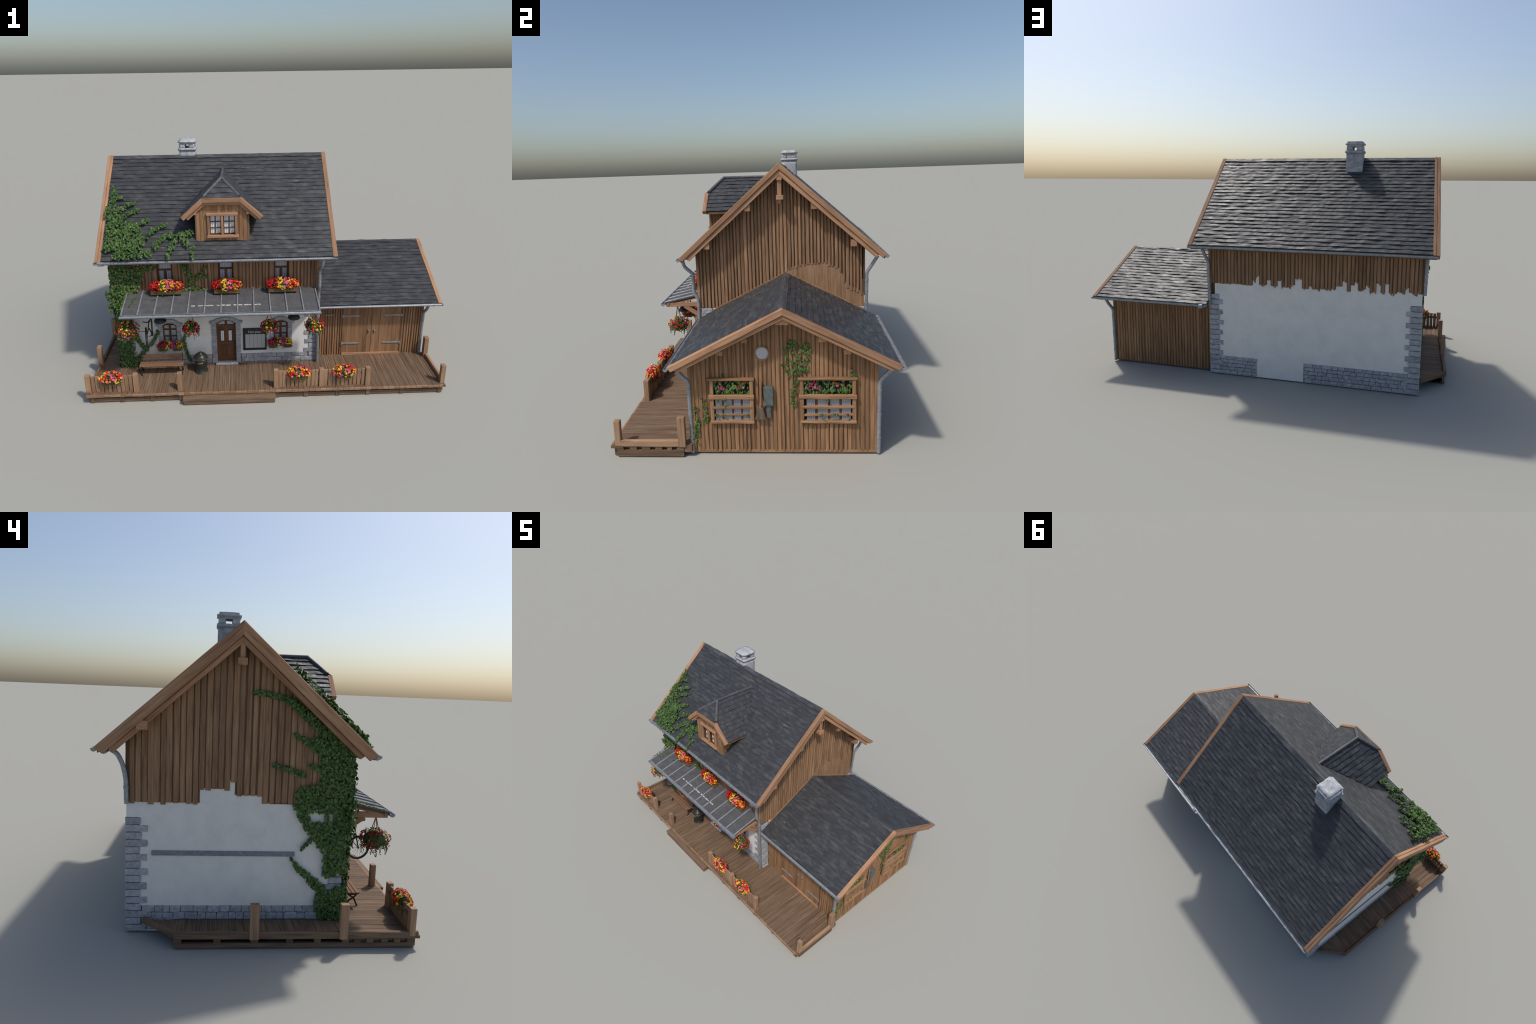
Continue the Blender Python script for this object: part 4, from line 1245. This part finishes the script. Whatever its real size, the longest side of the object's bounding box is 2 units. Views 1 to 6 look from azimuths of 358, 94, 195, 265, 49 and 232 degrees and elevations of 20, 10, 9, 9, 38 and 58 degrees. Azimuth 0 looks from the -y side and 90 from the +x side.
for a, b in ((-.2795, -.2575), (-.2345, -.2125)):
    curtain_sheet("curtain", door, "y", YD - .0034, a, b, .203, .270, CURTW, .0004, .007)
    for xa in (a, b): box("pane_bead", door, DOORWOOD, (xa - .002, YD - .0058, .200), (xa + .002, YD, .273), .0008)
    for za in (.201, .272): box("pane_bead", door, DOORWOOD, (a - .002, YD - .0055, za - .002), (b + .002, YD, za + .002), .0008)
for a, b in ((-.2825, -.2500), (-.2450, -.2095)):
    box("door_panel", door, DOORWOOD, (a, YD - .0045, .108), (b, YD, .172), .002)
box("door_rail", door, DOORWOOD, (d0 + .008, YD - .0048, .176), (d1 - .008, YD, .196), .001)
box("door_rail", door, DOORWOOD, (d0 + .008, YD - .0048, .070), (d1 - .008, YD, .100), .001)
MB().lathe([(.001, -.004), (.004, -.002), (.004, .002), (.001, .004)], (-.2010, YD - .010, .187), 10).obj("door_knob", door, IRON)
stone_surround(door, d0, d1, .054, .314, .339, .027, .017, 7, .018)
stone_block("door_step", door, (-.311, -.352, .0525), (-.181, HY0, .064), .001)

notice = empty("notice_board", house)
ny = HY0 - .001
MB().box((-.1455, ny - .004, .141), (-.0165, ny + .002, .275)).obj("notice_panel", notice, BOARD)
for a, b in (((-.149, .138), (-.141, .278)), ((-.021, .138), (-.013, .278)), ((-.149, .138), (-.013, .147)), ((-.149, .269), (-.013, .279))):
    box("notice_frame", notice, BOARD, (a[0], ny - .009, a[1]), (b[0], ny, b[1]), .001)
for k in range(5):
    a = -.136 + .0232 * k
    box("timetable_sheet", notice, PAPER, (a, ny - .0055, .1505), (a + .0222, ny - .0035, .2405), .0002)
def text(name, parent, body, size, loc, rot, mat, ext=.0005):
    cu = bpy.data.curves.new(name, "FONT")
    cu.body = body; cu.size = size; cu.extrude = ext; cu.align_x = "CENTER"
    cu.materials.append(mat)
    o = bpy.data.objects.new(name, cu)
    o.location = loc; o.rotation_euler = rot
    return link(o, parent)
text("notice_title", notice, "Fahrplan", .0215, (-.082, ny - .0048, .2485), (math.pi / 2, 0, 0), LETTER)

def up_window(x0, x1):
    w = empty("upper_window", house)
    yw = UY0 + .022
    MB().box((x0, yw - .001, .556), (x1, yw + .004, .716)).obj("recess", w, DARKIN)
    curtain_sheet("curtain", w, "y", yw - .0020, x0 + .006, x1 - .006, .560, .714, CURT, .0005, .0065)
    for xx in (x0 + .003, x1 - .003):
        box("frame_stile", w, DOORWOOD, (xx - .0045, yw - .005, .553), (xx + .0045, yw + .002, .716), .0008)
    box("frame_bar", w, DOORWOOD, (x0, yw - .0055, .652), (x1, yw + .002, .663), .0008)
    c = (x0 + x1) / 2
    box("frame_mullion", w, DOORWOOD, (c - .0075, yw - .0052, .556), (c + .0075, yw + .002, .654), .0008)
    for xx in (x0 - .013, x1 + .013):
        timber("casing", w, GABLE, (xx, UY0 - .004, .515), (xx, UY0 - .004, .716), .021, .010, (0, -1, 0), ch=.0015, wob=.0008, seg=5)
for a, b in UPW:
    up_window(a, b)

# joinery seen through the deep reveals sits a little lower than the outer arch
for part in house.children:
    if part.name.startswith("upper_window"):
        for o in part.children:
            if o.name.split(".")[0] in ("frame_bar", "frame_mullion"):
                o.location.z -= .008
    if part.name.startswith(("front_door", "arched_window")):
        for o in part.children:
            if o.name.split(".")[0] in ("transom", "top_mullion", "curtain", "pane_bead", "door_panel", "door_rail", "door_head", "door_knob", "frame_bar", "frame_head"):
                o.location.z -= .0110

# ------------------------------------------------------------------ window boxes and hanging baskets
def box_colour(d):
    r = rng.random()
    if d.x < -.32: return 0 if r < .72 else 1
    if d.x < .0: return 2 if r < .74 else (3 if r < .90 else None)
    if d.x < .42: return 4 if r < .50 else (3 if r < .72 else (0 if r < .84 else (2 if r < .94 else None)))
    return 0 if r < .42 else (3 if r < .66 else (2 if r < .88 else 1))
def low_colour(d):
    r = rng.random()
    if d.x < -.25: return 1 if r < .8 else 5
    if d.x < .05: return 2 if r < .6 else (3 if r < .7 else None)
    if d.x < .5: return 5 if r < .5 else (4 if r < .85 else None)
    return 2 if r < .5 else (3 if r < .75 else 1)
def window_box(x0, x1, yc, z0):
    w = empty("window_box", house)
    L = x1 - x0
    for ya in (yc - .018, yc + .018):
        box("box_side", w, PLANTERW, (x0 + .010, ya - .0025, z0), (x1 - .006, ya + .0025, z0 + .023), .001)
    for xa in (x0 + .012, x1 - .008):
        box("box_end", w, PLANTERW, (xa - .0025, yc - .018, z0), (xa + .0025, yc + .018, z0 + .023), .001)
    box("box_soil", w, SOIL, (x0 + .012, yc - .016, z0 + .002), (x1 - .008, yc + .016, z0 + .019), 0.0005)
    flower_mass(w, ((x0 + x1) / 2, yc - .002, z0 + .042), (L / 2 + .002, .033, .037), int(L * 2300), box_colour, int(L * 1900), .0098, -.55, .0100, 34, .75)
window_box(-.655, -.472, -.374, .534)
window_box(-.310, -.153, -.374, .532)
window_box(-.013, .161, -.374, .533)

def low_box(x0, x1, yc, zc):
    w = empty("window_planter", house)
    L = x1 - x0
    for k in (-.29, .29):
        box("planter_bowl", w, PLANTERW, ((x0 + x1) / 2 + k * L - .024, yc - .012, zc - .028), ((x0 + x1) / 2 + k * L + .024, yc + .014, zc - .006), .006)
    box("planter_shelf", w, PLANTERW, (x0 + .01, yc - .012, zc - .012), (x1 - .01, yc + .016, zc - .004), .002)
    flower_mass(w, ((x0 + x1) / 2, yc - .002, zc + .006), (L / 2, .024, .026), int(L * 1500), low_colour, int(L * 500), .0090, -.25, .0090)
    for k in (-.29, .29):
        flower_mass(w, ((x0 + x1) / 2 + k * L, yc, zc - .014), (L * .23, .020, .020), 12, lambda d: None, 90, .008, -.9, .0085, 14, .45)
low_box(-.647, -.497, -.352, .190)
low_box(-.006, .136, -.352, .192)

def basket_colour(d):
    r = rng.random()
    if d.z < -.15 and d.y < .2 and abs(d.x) < .55: return 4 if r < .7 else (0 if r < .8 else None)
    if d.z > .0 and abs(d.x) < .45 and d.y < .25: return 2 if r < .42 else (0 if r < .6 else (3 if r < .7 else None))
    return 0 if r < .30 else (1 if r < .62 else (4 if r < .68 else None))
def hanging_basket(x, y, z, r, dr):
    b = empty("hanging_basket", house)
    MB().lathe([(.002, -.026), (.016, -.022), (.026, -.010), (.030, .0), (.028, .001), (.002, .0)], (x, y, z - .008), 20).obj("basket_bowl", b, PLANTERW)
    for k in range(4):
        a = math.pi / 4 + k * math.pi / 2
        MB().tube([(x + .036 * math.cos(a), y + .036 * math.sin(a), z - .004), (x + .014 * math.cos(a), y + .014 * math.sin(a), z + .050), (x, y, .470)], .0018, 6).obj("basket_rope", b, ROPE)
    flower_mass(b, (x, y, z), (r, r, r * .72), 170, basket_colour, 380, .0098, -.62, .0115, dr, 1.0)
hanging_basket(-.774, -.480, .370, .066, 26)
hanging_basket(-.429, -.462, .362, .047, 16)
hanging_basket(-.003, -.462, .362, .048, 16)
hanging_basket(.2465, -.470, .362, .055, 24)

def fence_colour(d):
    r = rng.random()
    if d.z < .2 and d.y < -.2 and d.x > -.1: return 2 if r < .62 else (4 if r < .75 else (0 if r < .85 else None))
    if d.x < -.25 and d.z > .1: return 3 if r < .32 else (2 if r < .66 else 0)
    if d.x > .35: return 0 if r < .55 else (3 if r < .72 else (2 if r < .82 else 4))
    if d.y > .25: return 0 if r < .6 else (3 if r < .85 else 2)
    return 4 if r < .42 else (0 if r < .72 else (3 if r < .84 else None))
for xx, yy in ((-.860, -.587), (.1465, -.587), (.392, -.587)):
    f = empty("fence_planter", house)
    box("planter_bowl", f, PLANTERW, (xx - .042, -.603, .108), (xx + .042, -.564, .134), .004)
    flower_mass(f, (xx, yy, .140), (.062, .034, .040), 170, fence_colour, 230, .0112, -.35, .0105, 22, .8)

# ------------------------------------------------------------------ ivy
ivy = empty("ivy", house)
def inside(poly, u, v):
    c = False
    n = len(poly)
    for i in range(n):
        (a, b), (p, q) = poly[i], poly[i - 1]
        if (b > v) != (q > v) and u < (p - a) * (v - b) / (q - b) + a: c = not c
    return c
def ivy_patch(fn, nrm, down, regions, strokes, dens=30000, size=(.009, .014), depth=(.002, .016), holes=(), mats=(0, 0, 1, 1, 2), edge_size=.8):
    """Leaves over polygons and along tapering strokes; fn(u, v, d) -> point at distance d off the wall."""
    mb, st = MB(), MB()
    def put(u, v, k=1.0):
        d = (depth[0] + (depth[1] - depth[0]) * max(rng.random(), rng.random())) * k
        p = Vector(fn(u, v, d))
        leaf_add(mb, p, nrm + rvec(.62), down + rvec(.75), rng.uniform(*size) * (edge_size + (1 - edge_size) * k), rng.choice(mats))
    for poly in regions:
        us, vs = [p[0] for p in poly], [p[1] for p in poly]
        area = abs(sum(a[0] * b[1] - b[0] * a[1] for a, b in zip(poly, poly[1:] + poly[:1]))) / 2
        n = int(area * dens)
        while n > 0:
            u, v = rng.uniform(min(us), max(us)), rng.uniform(min(vs), max(vs))
            u2, v2 = u + rng.gauss(0, .004), v + rng.gauss(0, .004)
            if inside(poly, u, v) and not any(inside(h, u2, v2) for h in holes):
                put(u2, v2); n -= 1
    for path, r0, r1 in strokes:
        L = sum((Vector(b) - Vector(a)).length for a, b in zip(path, path[1:]))
        n = int(L * (r0 + r1) * dens * 1.15)
        segs = list(zip(path, path[1:]))
        ws = [(Vector(b) - Vector(a)).length for a, b in segs]
        for _ in range(n):
            t = rng.random() * L; acc = 0
            for (a, b), w in zip(segs, ws):
                if acc + w >= t or (a, b) == segs[-1]:
                    k = (t - acc) / w; q = Vector(a).lerp(Vector(b), k); break
                acc += w
            r = r0 + (r1 - r0) * t / L
            an, rr = rng.uniform(0, 6.28), r * math.sqrt(rng.random())
            put(q.x + math.cos(an) * rr, q.y + math.sin(an) * rr, .7)
        st.tube([fn(a, b, .0022) for a, b in path], .0013, 5)
    mb.obj("ivy_leaves", ivy, *LEAF, fix=False, kind="stuff")
    if st.v: st.obj("ivy_stem", ivy, STEM, kind="stuff")

left_fn = lambda u, v, d: (HX0 - .004 - d, u, v)
mass = [(-.127, .782), (-.166, .760), (-.200, .746), (-.212, .704), (-.223, .676), (-.216, .637), (-.223, .609), (-.146, .607), (-.119, .568), (-.119, .524), (-.136, .471), (-.165, .442), (-.180, .417), (-.201, .398), (-.223, .358), (-.245, .323), (-.244, .262), (-.258, .227), (-.275, .237), (-.310, .258), (-.334, .248), (-.330, .201), (-.293, .191), (-.254, .165), (-.223, .144), (-.220, .113), (-.236, .092), (-.230, .062), (-.335, .056), (-.340, .165), (-.335, .304), (-.342, .405), (-.345, .504), (-.345, .651), (-.345, .722), (-.330, .770), (-.275, .780), (-.211, .798)]
hol = [[(-.181, .501), (-.239, .502), (-.241, .463), (-.183, .462)], [(-.256, .500), (-.272, .502), (-.283, .459), (-.262, .462)]]
ivy_patch(left_fn, Vector((-1, 0, .15)), Vector((0, 0, -1)), [mass],
          [([(.058, .960), (-.015, .955), (-.096, .927), (-.156, .873), (-.217, .830), (-.266, .785)], .006, .026),
           ([(-.105, .806), (-.162, .776), (-.210, .755), (-.287, .740)], .006, .024),
           ([(-.024, .689), (-.086, .670), (-.157, .649)], .006, .014),
           ([(-.170, .689), (-.228, .671), (-.302, .649)], .007, .02),
           ([(-.153, .350), (-.173, .373), (-.203, .403)], .005, .012),
           ([(-.113, .312), (-.150, .267), (-.191, .232), (-.233, .191), (-.255, .160)], .005, .026)],
          dens=26000, size=(.010, .015), depth=(.002, .020), holes=hol, mats=(0, 1, 1, 1, 2, 2))  # leaf mix shifted lighter to brighten this wall's shaded ivy
ivy_patch(left_fn, Vector((-1, -.2, .2)), Vector((0, 0, -1)), [], [([(-.075, .935), (-.130, .895), (-.200, .838), (-.270, .778), (-.322, .735)], .013, .026)],
          dens=24000, size=(.010, .015), depth=(.010, .046), mats=(0, 1, 1, 1, 2))
front_fn = lambda u, v, d: (u, HY0 - .004 - d, v)
FD = Vector((0, -1, .2))
upmass = [(-.866, .700), (-.80, .700), (-.74, .668), (-.70, .650), (-.690, .610), (-.715, .570), (-.720, .545), (-.735, .528), (-.790, .520), (-.866, .500)]
ivy_patch(front_fn, FD, Vector((0, 0, -1)), [upmass],
          [([(-.62, .676), (-.66, .672), (-.72, .662), (-.76, .650)], .010, .022),
           ([(-.460, .690), (-.437, .626), (-.424, .580), (-.422, .535)], .018, .018),
           ([(-.346, .672), (-.374, .630), (-.413, .597)], .005, .011), ([(-.333, .618), (-.407, .603)], .005, .009),
           ([(-.463, .543), (-.368, .540)], .014, .012)],
          dens=22000, size=(.011, .017), depth=(.004, .034), mats=(0, 0, 1, 1, 1, 2, 2, 3))
# hanging over the awning's end and round the corner
over_fn = lambda u, v, d: (u, -.360 - d, v)
corner = [(-.884, .560), (-.84, .575), (-.755, .555), (-.735, .530), (-.770, .500), (-.800, .470), (-.810, .440), (-.845, .425), (-.882, .440), (-.890, .490), (-.876, .530)]
ivy_patch(over_fn, Vector((-.3, -1, .4)), Vector((-.2, -.1, -1)), [corner],
          [([(-.800, .500), (-.795, .470), (-.800, .440)], .020, .022), ([(-.885, .450), (-.880, .415)], .012, .006), ([(-.893, .540), (-.897, .505)], .010, .006)],
          dens=26000, size=(.011, .017), depth=(-.085, .006), mats=(0, 1, 1, 2, 2))
awn_fn = lambda u, v, d: (u, v, awn_z(v) + .002 + d)
ivy_patch(awn_fn, Vector((0, -.3, 1)), Vector((-.2, -1, 0)), [],
          [([(-.73, -.40), (-.735, -.44), (-.745, -.48)], .010, .006), ([(-.60, -.40), (-.64, -.43)], .006, .004), ([(-.782, -.345), (-.786, -.42), (-.788, -.51)], .016, .010)],
          dens=14000, size=(.007, .011), depth=(.001, .008), mats=(0, 1, 2))
low_col = [(-.862, .430), (-.800, .430), (-.765, .330), (-.775, .250), (-.778, .180), (-.785, .120), (-.772, .075), (-.765, .054), (-.862, .054)]
ivy_patch(front_fn, FD, Vector((0, 0, -1)), [low_col],
          [([(-.765, .261), (-.738, .198), (-.714, .165), (-.696, .184), (-.659, .227), (-.632, .282)], .014, .009),
           ([(-.714, .165), (-.739, .134), (-.759, .096)], .013, .014), ([(-.790, .300), (-.765, .261)], .016, .014),
           ([(-.45, .34), (-.492, .221), (-.486, .177), (-.473, .125), (-.458, .080)], .011, .009), ([(-.772, .060), (-.74, .064)], .012, .010)],
          dens=22000, size=(.010, .016), depth=(.003, .028), mats=(0, 1, 1, 1, 2, 2))
roof_n = Vector((0, -RS, 1)).normalized()
roof_fn = lambda u, v, d: (u, v - roof_n.y * -d, roof_z(v) + .001 + roof_n.z * d)
r_main = [(-.868, -.070), (-.850, -.085), (-.835, -.125), (-.838, -.165), (-.825, -.205), (-.790, -.245), (-.735, -.262), (-.700, -.270), (-.680, -.300), (-.668, -.345), (-.660, -.385), (-.760, -.400), (-.868, -.378)]
ivy_patch(roof_fn, roof_n, Vector((0, -1, -.88)), [r_main],
          [([(-.804, -.125), (-.850, -.124)], .006, .016), ([(-.734, -.153), (-.762, -.159), (-.797, -.178), (-.850, -.195)], .007, .014),
           ([(-.704, -.184), (-.742, -.198), (-.782, -.220), (-.826, -.242)], .007, .016), ([(-.652, -.236), (-.689, -.254), (-.728, -.276), (-.784, -.288)], .010, .020),
           ([(-.732, -.239), (-.751, -.257)], .008, .010), ([(-.549, -.259), (-.589, -.274), (-.624, -.287), (-.652, -.318), (-.691, -.335)], .007, .014),
           ([(-.819, -.406), (-.745, -.403), (-.685, -.396), (-.625, -.392)], .012, .020),
           ([(-.401, -.300), (-.448, -.308), (-.499, -.312), (-.550, -.311), (-.584, -.341), (-.612, -.367)], .014, .013),
           ([(-.498, -.334), (-.520, -.377), (-.534, -.403), (-.530, -.424)], .022, .006), ([(-.399, -.362), (-.408, -.393), (-.402, -.423)], .009, .006), ([(-.467, -.326), (-.430, -.357)], .018, .010),
           ([(-.885, -.170), (-.890, -.230)], .004, .004)],
          dens=21000, size=(.011, .0175), depth=(.003, .034), mats=(0, 0, 1, 1, 1, 2))
gable_fn = lambda u, v, d: (AX1 + .004 + d, u, v)
ivy_patch(gable_fn, Vector((1, 0, .2)), Vector((0, 0, -1)), [[(.140, .500), (.225, .500), (.238, .440), (.225, .352), (.150, .345), (.122, .390), (.124, .450)]],
          [([(.168, .345), (.164, .300), (.160, .210)], .020, .012), ([(-.250, .215), (-.240, .170), (-.248, .110), (-.253, .046)], .012, .014), ([(-.215, .250), (-.205, .160), (-.220, .130)], .008, .010),
           ([(.39, .345), (.42, .350)], .010, .010), ([(.20, .138), (.25, .135)], .008, .008), ([(-.13, .345), (-.12, .352)], .008, .008), ([(.40, .38), (.405, .36)], .005, .007)],
          dens=10500, size=(.008, .012), depth=(.001, .007), mats=(0, 1, 1, 2, 2))

# ------------------------------------------------------------------ bench
bench = empty("bench", None, (-.6135, -.41, DZ))
bench["label"] = "small park bench with wooden slats and iron legs"
bench["category"] = "bench"
def B(x, y, z): return (x + .6135, y + .41, z - DZ)
for yy, zz in ((-.438, .1155), (-.420, .1150), (-.402, .1145)):
    timber("seat_slat", bench, BENCHW, B(-.737, yy, zz), B(-.490, yy, zz), .0155, .006, ch=.0015, wob=.0005, seg=4)
for yy, zz in ((-.3855, .131), (-.3815, .149)):
    timber("back_slat", bench, BENCHW, B(-.732, yy, zz), B(-.494, yy, zz), .0140, .005, (0, -1, .25), ch=.0015, wob=.0005, seg=4)
for xx in (-.726, -.499):
    leg = empty("bench_leg", bench)
    for path in ([(xx, -.444, .111), (xx, -.420, .106), (xx, -.400, .108)], [(xx, -.437, .108), (xx, -.424, .092), (xx, -.432, .072), (xx, -.441, DZ + .001)],
                 [(xx, -.424, .092), (xx, -.402, .078), (xx, -.393, DZ + .001)], [(xx, -.400, .108), (xx, -.388, .120), (xx, -.379, .160)], [(xx, -.424, .090), (xx, -.398, .106)]):
        MB().tube([B(*p) for p in path], .0036, 8).obj("leg_bar", leg, IRON)

# ------------------------------------------------------------------ lidded bin
binn = empty("lidded_bin", None, (-.393, -.405, DZ))
binn["label"] = "round dark metal bin with domed lid"
binn["category"] = "rubbish bin"
MB().lathe([(.001, .0005), (.0385, .0005), (.0395, .004), (.0385, .009), (.0350, .012), (.0340, .030), (.0335, .060), (.0345, .088), (.001, .088)], (0, 0, 0), 36).obj("bin_body", binn, BINM)
MB().lathe([(.0352, .085), (.0392, .086), (.0400, .090), (.0390, .094), (.033, .105), (.021, .115), (.0075, .120), (.0065, .124), (.0040, .128), (.001, .129)], (0, 0, 0), 36).obj("bin_lid", binn, BINM)
MB().tube([(.0398 * math.cos(t), .0398 * math.sin(t), .0895) for t in [2 * math.pi * i / 36 for i in range(37)]], .0016, 6).obj("lid_rim", binn, BRASS)
MB().tube([(.0388 * math.cos(t), .0388 * math.sin(t), .004) for t in [2 * math.pi * i / 36 for i in range(37)]], .0016, 6).obj("foot_rim", binn, BRASS)
mk = MB()
for a, w in ((-1.98, .12), (-1.78, .06), (-1.60, .10), (-1.42, .06), (-1.26, .12)):
    h = .004
    vs = []
    for r in (.0345, .0358):
        vs += [(r * math.cos(a - w / 2), r * math.sin(a - w / 2), .0665), (r * math.cos(a + w / 2), r * math.sin(a + w / 2), .0665), (r * math.cos(a + w / 2), r * math.sin(a + w / 2), .0665 + h * 1.6), (r * math.cos(a - w / 2), r * math.sin(a - w / 2), .0665 + h * 1.6)]
    mk.add(vs, [(4, 5, 6, 7), (0, 1, 5, 4), (1, 2, 6, 5), (2, 3, 7, 6), (3, 0, 4, 7), (3, 2, 1, 0)])
mk.obj("bin_marks", binn, GILT)

# ------------------------------------------------------------------ bicycle hung upright under the awning
bike = empty("bicycle", None, (-.680, -.425, .251))
bike["label"] = "old black bicycle hung up on end below the awning"
bike["category"] = "bicycle"
def K(x, y, z): return (x + .680, y + .425, z - .251)
K0 = K
def wheel(y, z, x=-.680, r=.050):
    w = empty("wheel", bike)
    K = lambda px, py, pz: K0(px - (py - y) * .16, py, pz)
    ringp = [K(x, y + r * math.cos(t), z + r * math.sin(t)) for t in [2 * math.pi * i / 40 for i in range(41)]]
    MB().tube(ringp, .0042, 8, caps=False).obj("tyre", w, TYRE)
    MB().tube([K(x, y + (r - .006) * math.cos(t), z + (r - .006) * math.sin(t)) for t in [2 * math.pi * i / 40 for i in range(41)]], .0016, 6, caps=False).obj("rim", w, CHROME)
    sp = MB()
    for i in range(20):
        t = 2 * math.pi * i / 20
        sp.tube([K(x + (.004 if i % 2 else -.004), y, z), K(x, y + (r - .006) * math.cos(t), z + (r - .006) * math.sin(t))], .00055, 4)
    sp.obj("spoke", w, CHROME, kind="stuff")
    MB().tube([K(x - .007, y, z), K(x + .007, y, z)], .004, 10).obj("hub", w, IRON)
wheel(-.442, .304)
fr = empty("bike_frame", bike)
for path, r in (([(-.680, -.442, .305), (-.668, -.436, .345), (-.664, -.425, .390)], .0032), ([(-.652, -.420, .300), (-.651, -.415, .350), (-.650, -.410, .410)], .0042),
                ([(-.664, -.425, .390), (-.651, -.410, .400)], .0035), ([(-.664, -.430, .350), (-.652, -.420, .310)], .0035), 
                ([(-.698, -.420, .386), (-.680, -.424, .384), (-.655, -.420, .386)], .0030), ([(-.729, -.420, .328), (-.690, -.420, .326), (-.670, -.420, .328)], .0016),
                ([(-.652, -.420, .303), (-.668, -.424, .296)], .0026)):
    MB().tube([K(*p) for p in path], r, 8).obj("frame_tube", fr, IRON)
MB().tube([K(-.652, -.420, .322), K(-.652, -.420, .300)], .0065, 10).obj("saddle", fr, IRON)
